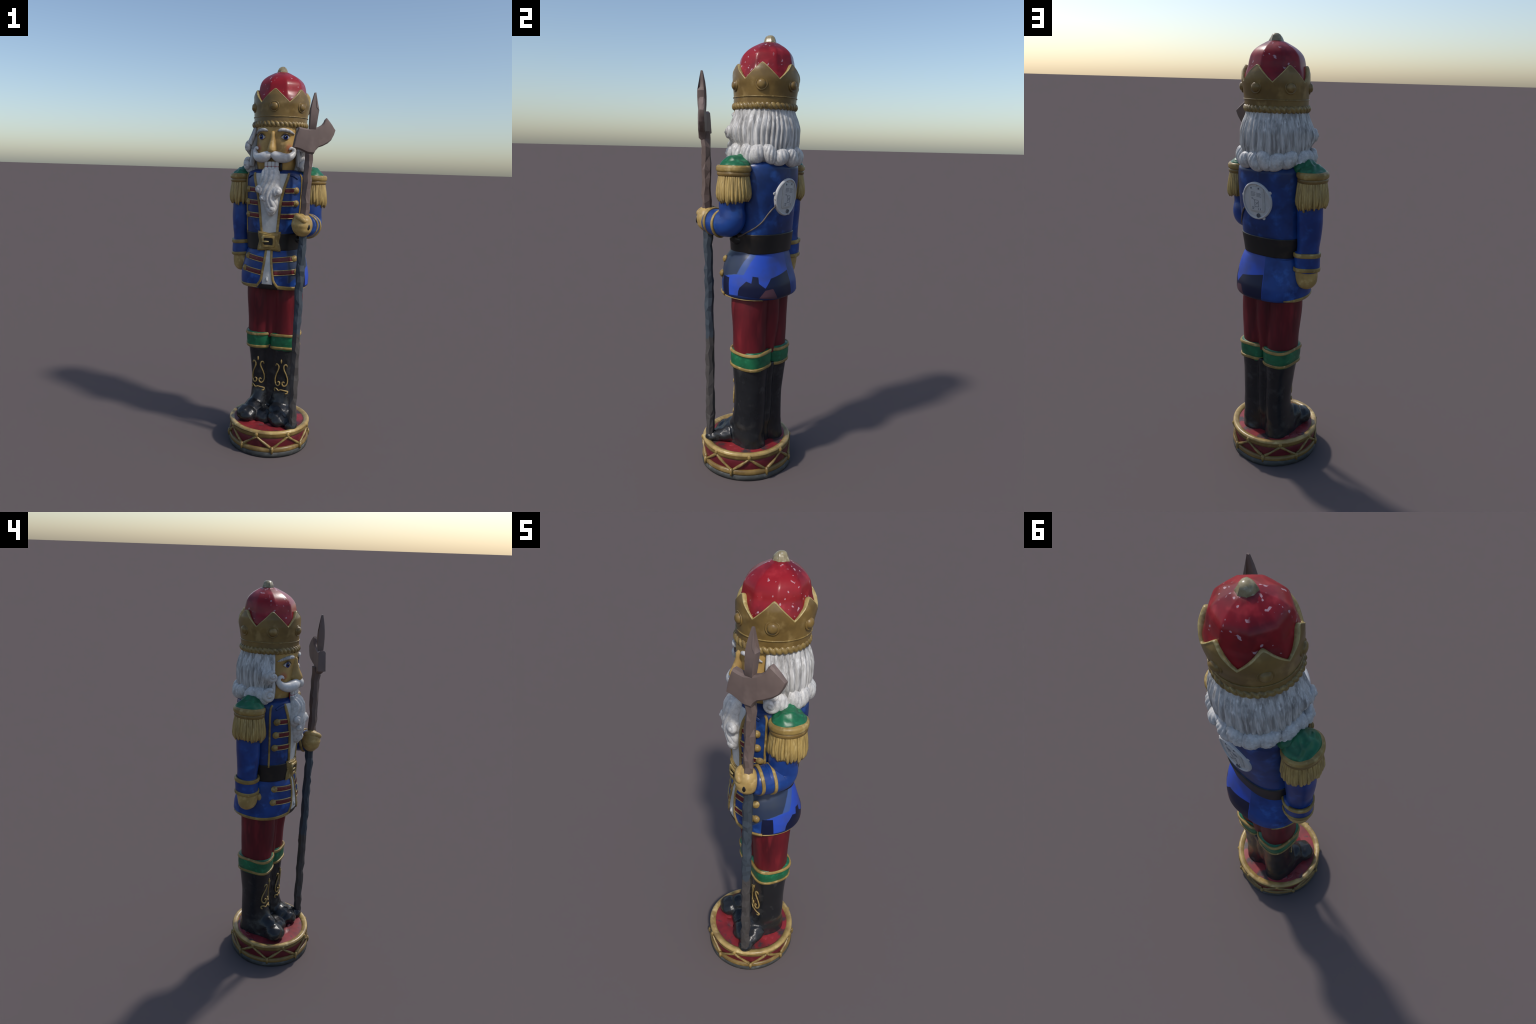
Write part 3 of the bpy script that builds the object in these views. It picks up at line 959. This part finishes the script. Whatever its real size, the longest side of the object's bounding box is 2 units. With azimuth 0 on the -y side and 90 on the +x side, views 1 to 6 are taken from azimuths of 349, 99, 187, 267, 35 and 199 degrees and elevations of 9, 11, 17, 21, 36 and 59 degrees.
def face_shape(P):
    P = P.copy()
    for s in (-1, 1):   # eye sockets and cheeks
        g = np.exp(-(((P[..., 0] - s * .060) / .028) ** 2 + ((P[..., 2] - 1.637) / .017) ** 2)) * (P[..., 1] < 0)
        P[..., 1] += .006 * g
        g = np.exp(-(((P[..., 0] - s * .075) / .03) ** 2 + ((P[..., 2] - 1.585) / .022) ** 2)) * (P[..., 1] < 0)
        P[..., 1] -= .005 * g; P[..., 0] += s * .002 * g
        g = np.exp(-(((P[..., 0] - s * .062) / .035) ** 2 + ((P[..., 2] - 1.664) / .012) ** 2)) * (P[..., 1] < 0)
        P[..., 1] -= .004 * g
    return P


add("face", *FA.mesh(90, 160, .0008, 30, post=face_shape), m_face, head)

# nose: ridge growing from the brow to a blunt tip
zs = [1.668, 1.655, 1.640, 1.62, 1.60, 1.585, 1.572, 1.562, 1.556]
tip = [.134, .147, .147, .153, .162, .170, .175, .170, .158]
wid = [.009, .012, .013, .015, .019, .023, .025, .024, .015]
A = []
for z, t, w in zip(zs, tip, wid):
    ring = []
    for q in np.linspace(0, 2 * math.pi, 24, endpoint=False):
        dx, dy = math.sin(q), -math.cos(q)
        ring.append((w * np.sign(dx) * abs(dx) ** .9 * (1.0 if dy < 0 else 1.25), -.118 + (-(t - .118) * abs(dy) ** .75 if dy < 0 else .012 * dy), z))
    A.append(ring)
add("nose", *grid(np.array(A)[::-1]), m_face, head)

for s in (-1, 1):
    # eye: almond white, iris, pupil, lid line
    ec = FA.front(s * .062, 1.636); n = np.array([s * .42, -.9, 0.0]); n /= np.linalg.norm(n)
    Rm = frame(n)
    def eye_part(c2, rx, rz, base, h, name, mat, almond=False):
        D = []
        for k, (rr, hh) in enumerate([(1.0, -1.0), (1.0, 0), (.9, .45), (.7, .75), (.4, .95), (.05, 1.0)]):
            ring = []
            for a in np.linspace(0, 2 * math.pi, 28, endpoint=False):
                zz = math.sin(a) * (abs(math.sin(a)) ** .5 if almond else 1)
                lx, lz = c2[0] + rr * rx * math.cos(a), c2[1] + rr * rz * zz
                sag = -9.0 * lx * lx - 6.0 * lz * lz
                ring.append(ec + Rm @ np.array([lx, lz, base + (h * hh if hh > 0 else .004 * hh) + sag]))
            D.append(ring)
        add(name, *grid(np.array(D)), mat, head)
    eye_part((0, 0), .0225, .0125, .0035, .0020, "eye_white", m_eye, True)
    eye_part((0, -.0005), .0120, .0125, .0058, .0012, "iris", m_iris)
    eye_part((0, .0005), .0075, .0082, .0070, .0009, "pupil", m_pupil)
    eye_part((-s * .002, .003), .0018, .0018, .0078, .0005, "eye_glint", m_eye)
    pts = [ec + Rm @ np.array([x, z, .0065 - 9 * x * x]) for x, z in [(-.024, .002), (-.012, .0135), (0, .0165), (.012, .0135), (.024, .002)]]
    add("eyelid", *tube(smooth_path(pts, 18), np.interp(np.linspace(0, 1, 18), [0, .5, 1], [.0012, .0034, .0012]), 8), m_lid, head)
    # brow
    bp = [FA.front(s * .026, 1.665) + [0, -.003, 0], FA.front(s * .048, 1.671) + [0, -.006, 0], FA.front(s * .075, 1.666) + [s * .002, -.004, 0], FA.front(s * .097, 1.652) + [s * .003, -.003, 0]]
    add("eyebrow", *tube(smooth_path(bp, 24), np.interp(np.linspace(0, 1, 24), [0, .12, .4, .8, 1], [.004, .0080, .0086, .0066, .002]), 12), m_hair, head)
    # moustache half: fat sausage curling up at the cheek
    mp = [(s * .000, -.146, 1.552), (s * .016, -.150, 1.546), (s * .038, -.143, 1.536), (s * .066, -.129, 1.532), (s * .089, -.110, 1.540), (s * .102, -.096, 1.560),
          (s * .100, -.098, 1.577), (s * .089, -.108, 1.582), (s * .082, -.114, 1.574)]
    rr = [.013, .021, .0265, .0240, .0185, .0135, .0098, .0072, .004]
    P = smooth_path(mp, 56)
    t0 = np.r_[0, np.cumsum(np.linalg.norm(np.diff(np.array(mp), axis=0), axis=1))]
    V, F = tube(P, pchip(t0, rr, np.linspace(0, t0[-1], 56)), 28)
    add("moustache", *[(list(np.array(V) + .0012 * wob(np.array(V), 45)[:, None] * [0, 1, .5])), F], m_must, head)

# mouth: two rows of four teeth with red lines between
add("mouth_gum", *box((0, -.1345, 1.488), (.070, .020, .050), bev=.004), m_gum, head)
for r in range(2):
    for k in range(4):
        x = (k - 1.5) * .0184
        zc = 1.5010 - r * .0262
        y = -.1425 + abs(x) * .16
        add("tooth", *box((x, y, zc), (.0172, .016, .0248), bev=.0022), m_tooth, head)
# dark box modelled for the shadow beside the teeth
add("jaw_shadow_box", *box((.044, -.124, 1.487), (.014, .012, .046), bev=.003), m_dark, head)

# beard: tapering mass with strand ridges and volutes
BR = Loft([(1.243, .008, -.15, .012, .020, .01), (1.258, .009, -.15, .024, .030, .02), (1.285, .010, -.15, .034, .036, .02), (1.315, .004, -.15, .044, .041, .02),
           (1.345, 0, -.15, .055, .046, .02), (1.372, -.002, -.15, .060, .047, .02), (1.405, -.002, -.15, .054, .045, .02),
           (1.440, -.002, -.15, .050, .042, .02), (1.464, -.002, -.145, .045, .034, .02), (1.480, -.002, -.145, .036, .016, .02)], 2.2, 2.0)


def beard_shape(P):
    P = P.copy()
    x, y, z = P[..., 0], P[..., 1], P[..., 2]
    u = (x + .012 * np.sin((z - 1.25) * 26)) * 260
    g = np.abs(np.sin(u * .5 + 1.3 * np.sin((z - 1.3) * 30))) - .5
    P[..., 1] -= np.where(y < -.14, .0048 * g, 0)
    # side notch between the curls
    k = np.exp(-((z - 1.330) / .013) ** 2) * .22
    P[..., 0] = x * (1 - k)
    return P


beard = group("beard", head)
add("beard_mass", *BR.mesh(110, 120, .001, 40, post=beard_shape), m_curl, beard)


def volute(c, n, R0, turns, r0, r1, hand=1, start=0.0, name="curl", mat=None, parent=None, bulge=.5):
    """spiral curl: tube winding to a raised eye"""
    Rm = frame(n); pts, rr = [], []
    N_ = int(26 * turns)
    for i in range(N_):
        t = i / (N_ - 1)
        a = start + hand * turns * 2 * math.pi * t
        R = R0 * (1 - t) ** .8
        pts.append(np.asarray(c) + Rm @ np.array([R * math.cos(a), R * math.sin(a), bulge * R0 * t]))
        rr.append(r0 + (r1 - r0) * t)
    return add(name, *merge([tube(np.array(pts), rr, 12, up=n), ball(pts[-1], (r1 * 1.12,) * 3, 14, 10)]), mat or m_curl, parent or head)


volute((-.050, -.176, 1.373), (-.35, -.94, 0), .015, 1.25, .014, .011, 1, -1.2, "beard_curl", parent=beard)
volute((.046, -.178, 1.366), (.35, -.94, 0), .017, 1.25, .015, .013, -1, 4.3, "beard_curl", parent=beard)
volute((.016, -.170, 1.278), (.05, -1, 0), .016, 1.2, .014, .012, 1, 1.8, "beard_curl", parent=beard)
volute((-.030, -.180, 1.330), (-.2, -.97, 0), .012, 1.0, .012, .009, 1, -.8, "beard_curl", parent=beard)

# hair: grooved curtain from temple to temple
hair = group("hair", head)


def hair_r(ph, z):
    base = pchip([1.455, 1.48, 1.52, 1.56, 1.60, 1.64, 1.67, 1.70], [.130, .142, .151, .157, .157, .148, .137, .130], z)
    a = np.abs(ph)
    side = np.exp(-((a - rad(66)) / .30) ** 2) * np.exp(-((z - 1.588) / .030) ** 2) * .021
    pinch = -np.exp(-((a - rad(68)) / .35) ** 2) * np.exp(-((z - 1.540) / .012) ** 2) * .006
    return base + side + pinch


n_c, n_z = 420, 70
ph = np.linspace(rad(60), 2 * math.pi - rad(60), n_c); phs = np.where(ph > math.pi, ph - 2 * math.pi, ph)
zz = np.linspace(1.46, 1.70, n_z)
PH, ZZ = np.meshgrid(phs, zz)
Rr = hair_r(PH, ZZ)
u = ph[None, :] * 21 + .9 * np.sin(ZZ * 22 + ph[None, :] * 2.3) + 1.1 * np.sin(ph[None, :] * 5.1)
groove = np.abs(np.sin(u)) ** .7 - .6
u2 = ph[None, :] * 47 + .8 * np.sin(ZZ * 31 + ph[None, :] * 4)
Rr = Rr + .0075 * groove * np.clip((1.70 - ZZ) / .05, .25, 1) + .0012 * np.sin(u2)
A = np.stack([Rr * np.sin(PH), -Rr * np.cos(PH), ZZ], axis=-1)
inner = np.stack([.085 * np.sin(PH), -.085 * np.cos(PH) * .9, ZZ], axis=-1)
ring = np.concatenate([A, inner[:, ::-1]], axis=1)
add("hair_curtain", *grid(ring), m_hair, hair)

# temple flaps that end in an outward curl
for s in (-1, 1):
    P = smooth_path([(s * .108, -.068, 1.685), (s * .117, -.072, 1.655), (s * .129, -.077, 1.622), (s * .137, -.078, 1.600)], 20)
    for k, (dx, r) in enumerate(((0, .012), (.010, .012), (.019, .011))):
        Q = P + np.array([s * dx * .8, dx * 1.1, -.002 * k])
        add("temple_lock", *tube(Q, np.linspace(r * .7, r, 20), 10), m_hair, hair)
    volute((s * .143, -.083, 1.588), (s * .78, -.62, 0), .021, 1.5, .012, .009, -s, 1.2, "temple_curl", parent=hair)
    volute((s * .148, -.070, 1.499), (s * .76, -.65, 0), .025, 1.5, .015, .010, -s, 1.0, "temple_curl", parent=hair)
    add("temple_lock", *tube(smooth_path([(s * .122, -.072, 1.575), (s * .120, -.076, 1.545), (s * .123, -.076, 1.515), (s * .128, -.074, 1.49)], 14), np.linspace(.012, .016, 14), 10), m_hair, hair)


# neck roll: a row of fat twisted curls round the back
def neck_curl(a_deg, w, h, zc, tw):
    a = rad(a_deg); d = np.array([math.sin(a), -math.cos(a), 0]); t = np.array([math.cos(a), math.sin(a), 0])
    c = d * .140 + np.array([0, 0, zc])
    nu, nv = 84, 30
    th = np.linspace(.04, math.pi - .04, nv); p = np.linspace(0, 2 * math.pi, nu, endpoint=False)
    A = []
    for q in th:
        row = []
        for b in p:
            k = 1 + .12 * (abs(math.sin(b * 6.0 + tw * (q - math.pi / 2) * 3.4 + .5 * math.sin(3 * q))) ** .7 - .55) * math.sin(q) ** .5
            lx, ly, lz = math.sin(q) ** .8 * math.cos(b) * w * k, math.sin(q) ** .8 * math.sin(b) * .037 * k, math.cos(q) * h
            row.append(c + t * (lx + tw * .25 * lz) + d * ly + np.array([0, 0, lz]))
        A.append(row)
    return add("neck_curl", *grid(np.array(A)), m_curl, hair)


for i, a in enumerate(np.linspace(80, 280, 11)):
    neck_curl(a + random.uniform(-5, 5), .036 + random.uniform(-.006, .007), .043 + random.uniform(-.006, .003), 1.494 + random.uniform(-.008, .006), random.choice((-1, 1)) * random.uniform(.6, 1.2))

# --------------------------------------------------------------------------
# crown
# --------------------------------------------------------------------------
crown = group("crown", head)
def crown_c(z):
    """the crown's axis drifts back and to the figure's left with height"""
    return np.interp(z, [1.70, 1.74, 1.82, 1.90], [.001, .002, .004, .003]), np.interp(z, [1.70, 1.74, 1.82, 1.90], [.0, .003, .008, .008])


def crown_r(z):
    return pchip([1.68, 1.705, 1.735, 1.775, 1.81, 1.84, 1.860, 1.880], [.136, .1375, .1385, .1425, .1465, .1455, .1395, .130], z)


def on_crown(ph, z, r):
    cx_, cy_ = crown_c(z)
    return np.stack(np.broadcast_arrays(cx_ + r * np.sin(ph), cy_ - r * np.cos(ph), z), -1)


def crown_top(ph):
    """zigzag rim: six points at 0, 60, 120 degrees ..."""
    k = (np.degrees(ph) / 60.0) % 1.0
    d = np.abs(k - .5) * 2            # 1 at a point, 0 in a valley
    return 1.806 + .069 * np.clip(d, 0, 1) ** 1.0 - .004 * np.clip((d - .85) / .15, 0, 1) ** 2


nc = 240
ph = np.linspace(0, 2 * math.pi, nc, endpoint=False)
top = crown_top(ph)
rows = []
for t in np.linspace(0, 1, 36):
    z = 1.690 + (top - 1.690) * t
    rows.append(on_crown(ph, z, crown_r(z)))
add("crown_band", *grid(np.array(rows), cap0=False, cap1=False), m_crown, crown, angle=40)
# broad pale bevel sloping from the zigzag edge in to the cap
CAP_Z = [1.70, 1.78, 1.815, 1.84, 1.866, 1.89, 1.91, 1.926, 1.944, 1.958, 1.968, 1.974]
CAP_R = [.120, .1365, .1375, .1325, .1235, .1190, .1125, .1015, .0800, .055, .034, .010]
t2 = crown_top(ph); rin = pchip(CAP_Z, CAP_R, t2) - .005
ro = crown_r(t2)
strip = [on_crown(ph, t2 - .003, ro - .0005), on_crown(ph, t2 + .0005, ro + .0012), on_crown(ph, t2 + .0030, ro - .002), on_crown(ph, t2 + .0028, (ro + rin) / 2),
         on_crown(ph, t2 - .001, rin), on_crown(ph, t2 - .012, rin - .004)]
add("crown_edge", *grid(np.array(strip), cap0=False, cap1=False), m_edge, crown)
# raised line and twisted rope
a = np.linspace(0, 2 * math.pi, 160, endpoint=False)
P = on_crown(a, np.full(160, 1.737), crown_r(1.737))
add("crown_fillet", *ribbon(P, np.stack([np.sin(a), -np.cos(a), 0 * a], -1), .0045, .0030, True), m_rope, crown)
nu, nv = 640, 18
U = np.linspace(0, 2 * math.pi, nu, endpoint=False); Vv = np.linspace(0, 2 * math.pi, nv, endpoint=False)
UU, VV = np.meshgrid(U, Vv)
rr = .0140 * (.66 + .40 * np.abs(np.cos((2 * VV + 40 * UU) / 2)) ** .7)
R_ = .1315 + rr * np.cos(VV)
A = np.stack([R_ * np.sin(UU), -R_ * np.cos(UU), 1.700 + rr * 1.15 * np.sin(VV)], -1)
A = np.concatenate([A, A[:1]], 0)
add("crown_rope", *grid(A, cap0=False, cap1=False), m_rope, crown)
for k in range(6):
    a = rad(60 * k); n = np.array([math.sin(a), -math.cos(a), .0])
    c = on_crown(np.float64(a), np.float64(1.786), crown_r(1.786) - .001)
    Rm = frame(n)
    prof = [(.0265, -.002), (.0265, .0015), (.0245, .0035), (.0222, .0015), (.0195, .0012), (.0188, .005), (.0165, .0095), (.0115, .0128), (.005, .0142), (.0006, .0144)]
    A = np.array([[c + Rm @ np.array([r * math.cos(q), r * math.sin(q), h]) for q in np.linspace(0, 2 * math.pi, 28, endpoint=False)] for r, h in prof])
    add("crown_stud", *grid(A, cap0=False), m_crown, crown)

# red cap with faint gores, leaning back a little
zs, rs = np.array(CAP_Z), np.array(CAP_R)
zt = np.linspace(1.72, 1.974, 70)
ph = np.linspace(0, 2 * math.pi, 120, endpoint=False)
A = []
for z in zt:
    fac = math.cos(math.pi / 9) / np.cos((ph + .25) % (2 * math.pi / 9) - math.pi / 9)      # nine flat gores
    r = pchip(zs, rs, z) * (1 + (fac - .975) * .8 * np.interp(z, [1.80, 1.86], [0, 1]))
    cx_ = np.interp(z, [1.80, 1.90, 1.974], [.004, .002, -.002]); cy = np.interp(z, [1.80, 1.90, 1.974], [.007, .008, .020])
    A.append(np.stack([cx_ + r * np.sin(ph), cy - r * np.cos(ph), np.full(120, z)], -1))
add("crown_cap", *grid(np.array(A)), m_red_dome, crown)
# knob
prof = [(.0295, 1.956), (.0290, 1.968), (.0265, 1.977), (.0240, 1.985), (.0190, 1.994), (.011, 1.999), (.002, 2.0)]
V, F = revolve((-.002, .020, 0), prof, 8)
V = np.array(V); V = list(V + .0024 * wob(V, 110)[:, None] * [1, 1, 0])
add("crown_knob", V, F, m_knob, crown, angle=32)

# --------------------------------------------------------------------------
# halberd (laid out in world x, z; blade faces the viewer of the front)
# --------------------------------------------------------------------------
halberd = group("halberd")


def prism(outline, y_of, th_of, name, mat, bev=.006):
    """solid plate: outline of world (x, z), centre depth y_of(x), half thickness th_of(x, z)"""
    O = np.array(outline, float); c = O.mean(axis=0)
    n = len(O)
    def lay(s, k, inset):
        out = []
        for x, z in O:
            px, pz = x + (c[0] - x) * inset, z + (c[1] - z) * inset
            out.append(w2l(px, y_of(px) + s * k * th_of(px, pz), pz))
        return out
    import bmesh
    bm = bmesh.new()
    rings = [lay(-1, 1.0, .04), lay(-1, .82, 0), lay(1, .82, 0), lay(1, 1.0, .04)]
    vs = [[bm.verts.new(p) for p in r] for r in rings]
    for a_, b_ in zip(vs[:-1], vs[1:]):
        for i in range(n):
            bm.faces.new((a_[i], a_[(i + 1) % n], b_[(i + 1) % n], b_[i]))
    f0 = bm.faces.new(vs[0][::-1]); f1 = bm.faces.new(vs[-1])
    bmesh.ops.triangulate(bm, faces=[f0, f1])
    bm.verts.index_update()
    V = [np.array(v.co) for v in bm.verts]; F = [[v.index for v in f.verts] for f in bm.faces]
    bm.free()
    return add(name, V, F, mat, halberd, angle=38)


def blade_y(x):
    return float(np.interp(x, [.01, .09, .14, .18, .23], [-.203, -.203, -.196, -.184, -.171]))


def blade_t(x, z):
    return float(np.interp(x, [.01, .08, .14, .2, .23], [.018, .017, .015, .013, .008]))


BX_HI = [(.012, 1.590), (.022, 1.640), (.035, 1.679), (.062, 1.674), (.086, 1.672), (.112, 1.677), (.135, 1.684), (.152, 1.694), (.163, 1.707), (.168, 1.719),
         (.177, 1.728), (.190, 1.716), (.208, 1.697), (.226, 1.674)]
BX_LO = [(.012, 1.583), (.050, 1.570), (.080, 1.557), (.113, 1.554), (.122, 1.571), (.136, 1.586), (.160, 1.594), (.186, 1.607), (.206, 1.624), (.219, 1.648), (.226, 1.670)]
xs_ = np.unique(np.r_[[p[0] for p in BX_HI], [p[0] for p in BX_LO], np.linspace(.012, .226, 20)])
secs = []
for x in xs_:                                   # closed cross-section at each station along the blade
    zh = float(np.interp(x, *zip(*BX_HI))); zl = float(np.interp(x, *zip(*BX_LO)))
    y, t = blade_y(x), blade_t(x, 0)
    secs.append([w2l(x, y - t * k, zl + (zh - zl) * f) for f, k in ((0, .55), (.06, 1), (.35, 1.1), (.65, 1.1), (.93, 1), (1, .55))]
                + [w2l(x, y + t * k, zl + (zh - zl) * f) for f, k in ((1, .55), (.93, 1), (.65, 1.05), (.35, 1.05), (.06, 1), (0, .55))])
add("blade", *grid(np.array(secs)), m_blade, halberd, angle=34)
spike = [(.086, 1.668), (.087, 1.70), (.088, 1.735), (.089, 1.765), (.096, 1.80), (.106, 1.842), (.1145, 1.843), (.1155, 1.80), (.117, 1.775), (.130, 1.760), (.126, 1.735), (.122, 1.70), (.118, 1.668)]
prism(spike, lambda x: -.203, lambda x, z: float(np.interp(z, [1.66, 1.69, 1.74, 1.79, 1.843], [.012, .015, .016, .013, .004])), "spike", m_blade)
# hand-whittled pole: faceted, slightly crooked
zs = list(np.arange(.128, 1.60, .034)); A = []
for i, z in enumerate(zs):
    x = float(np.interp(z, [.13, .36, .68, .95, 1.15, 1.27, 1.45, 1.6], [.0715, .072, .074, .079, .084, .087, .092, .098]))
    y = float(np.interp(z, [.13, .36, .68, .95, 1.15, 1.27, 1.45, 1.6], [-.170, -.171, -.173, -.177, -.182, -.186, -.187, -.189]))
    x += RNG.uniform(-.002, .002); y += RNG.uniform(-.002, .002)
    ring = []
    for k in range(7):
        a = 2 * math.pi * (k + RNG.uniform(-.22, .22)) / 7
        r = .0215 * (1 + RNG.uniform(-.13, .13))
        ring.append(w2l(x + r * math.cos(a), y + r * math.sin(a), z + RNG.uniform(-.010, .010) * (0 < i < len(zs) - 1)))
    A.append(ring)
V, F = grid(np.array(A))
tri = []
for f in F:
    if len(f) == 3: tri.append(f)
    elif RNG.uniform() < .5: tri += [(f[0], f[1], f[2]), (f[0], f[2], f[3])]
    else: tri += [(f[0], f[1], f[3]), (f[1], f[2], f[3])]
add("pole", V, tri, m_pole, halberd, smooth=False)

# --------------------------------------------------------------------------
# battery cover on the back
# --------------------------------------------------------------------------
cover = group("battery_cover")
P0 = TO.polar(math.pi - .03, 1.315); P1 = TO.polar(math.pi - .03, 1.395); P2 = TO.polar(math.pi - .03, 1.235)
up = (P1 - P2); up /= np.linalg.norm(up)
nrm = np.cross(np.array([-1.0, 0, 0]), up); nrm /= np.linalg.norm(nrm)
if nrm[1] < 0: nrm = -nrm
side = np.cross(up, nrm)
CC = (P1 + P2) / 2 + nrm * .0005


def cov(x, z, h):
    bend = -1.5 * x * x                   # follows the back's curve
    return CC + side * x + up * z + nrm * (h + bend)


def disc(rx, rz, prof, name, mat, cx=0, cz=0, seg=64, n=2.0):
    A = []
    for k, h in prof:
        ring = []
        for a_ in np.linspace(0, 2 * math.pi, seg, endpoint=False):
            c, s_ = math.cos(a_), math.sin(a_)
            q = (abs(c) ** n + abs(s_) ** n) ** (-1 / n)
            ring.append(cov(cx + rx * k * q * c, cz + rz * k * q * s_, h))
        A.append(ring)
    return add(name, *grid(np.array(A)), mat, cover, angle=45)


disc(.078, .083, [(1.0, -.014), (1.0, .005), (.975, .009), (.93, .0105), (.89, .009), (.87, .005), (.5, .005), (.1, .005)], "cover_plate", m_plastic)
disc(.041, .056, [(1.0, .003), (1.0, .0075), (.95, .009), (.5, .009), (.1, .009)], "label_plate", m_label, .004, .006, n=7)
disc(.031, .045, [(1.0, .007), (1.0, .0096), (.5, .0096), (.1, .0096)], "label_sticker", m_plastic, .004, .004, n=9)
for x, z, r in ((-.020, .057, .004), (.020, .057, .004)):
    disc(r, r, [(1.0, .008), (1.0, .0102), (.3, .0102)], "screw", m_print, x, z, seg=16)
disc(.0085, .0095, [(1.0, .004), (1.0, .0105), (.75, .0105), (.6, .007), (.2, .007)], "screw", m_print, .010, -.064, seg=20)
disc(.010, .006, [(1.0, .004), (1.0, .0075), (.3, .0075)], "screw", m_label, 0, .071, seg=20)
for ang in (28, 168, 295):
    disc(.0075, .0075, [(1.0, -.008), (1.0, .003), (.6, .0045), (.2, .0045)], "cover_tab", m_plastic,   .079 * math.cos(rad(ang)), .084 * math.sin(rad(ang)), seg=20)


def mark(x0, z0, x1, z1, w=.0016):
    L_ = math.hypot(x1 - x0, z1 - z0); n_ = max(2, int(L_ / .006) + 1)
    dx, dz = (x1 - x0) / L_, (z1 - z0) / L_
    V, F = [], []
    for i in range(n_):
        t = i / (n_ - 1); x, z = x0 + (x1 - x0) * t, z0 + (z1 - z0) * t
        for o in (-1, 1):
            for h in (.0085, .0101):
                V.append(cov(x - dz * o * w / 2, z + dx * o * w / 2, h))
        if i:
            b = 4 * i; a_ = b - 4
            F += [(a_ + 1, a_ + 3, b + 3, b + 1), (a_, b, b + 2, a_ + 2), (a_, a_ + 1, b + 1, b), (a_ + 2, b + 2, b + 3, a_ + 3)]
    F += [(0, 2, 3, 1), (4 * n_ - 4, 4 * n_ - 3, 4 * n_ - 1, 4 * n_ - 2)]
    return V, F


def arc(cx, cz, r, a0, a1, w=.0014, n=10):
    q = [(cx + r * math.cos(rad(a)), cz + r * math.sin(rad(a))) for a in np.linspace(a0, a1, n)]
    return [mark(*p, *r_, w) for p, r_ in zip(q[:-1], q[1:])]


# side axis runs to the figure's ... viewer sees text mirrored unless flipped
FX = -1.0 if side[0] > 0 else 1.0
M = lambda x0, z0, x1, z1, w=.0016: mark(FX * x0 + .004, z0, FX * x1 + .004, z1, w)
prints = []
for i in range(4):                                   # lines of small print
    z = .040 - i * .0052
    prints.append(M(-.026, z, -.002 - .003 * (i % 2), z)); prints.append(M(.004, z - .003, .027 - .004 * ((i + 1) % 2), z - .003))
prints += [M(-.024, .012, -.017, .012, .004), M(-.024, -.028, -.012, -.028, .003), M(-.024, -.034, -.014, -.034, .003)]
prints += [M(-.008, .006, .010, .006), M(-.008, .006, -.008, -.024), M(-.008, -.024, .012, -.024), M(.012, -.024, .012, .004), M(-.004, -.016, .010, -.002), M(-.014, .010, -.006, .000), M(-.004, -.004, .008, -.012)]
prints += [mark(*p) for p in []]
# conformity letters: C and E built from strokes
for p in ((.014, -.034, 'C'), (.024, -.034, 'E')):
    cx_, cz_, ch = p
    for a0, a1 in ((90, 270),):
        pts = [(cx_ + .0042 * math.cos(rad(a)), cz_ + .0046 * math.sin(rad(a))) for a in np.linspace(a0, a1, 9)]
        prints += [M(*u_, *v_, .0016) for u_, v_ in zip(pts[:-1], pts[1:])]
    if ch == 'E':
        prints.append(M(cx_ - .004, cz_, cx_ - .0005, cz_, .0016))
add("label_print", *merge(prints), m_print, cover, smooth=False)

# thin cable from the cover round to the belt
P, N = TO.on_polar([(148, 1.309), (150, 1.28), (143, 1.263), (136, 1.243), (127, 1.212), (119, 1.192), (110, 1.175), (97, 1.156), (90, 1.146), (76, 1.128)], 60, .0035)
add("cable", *tube(P, .0036, 8), m_cable)
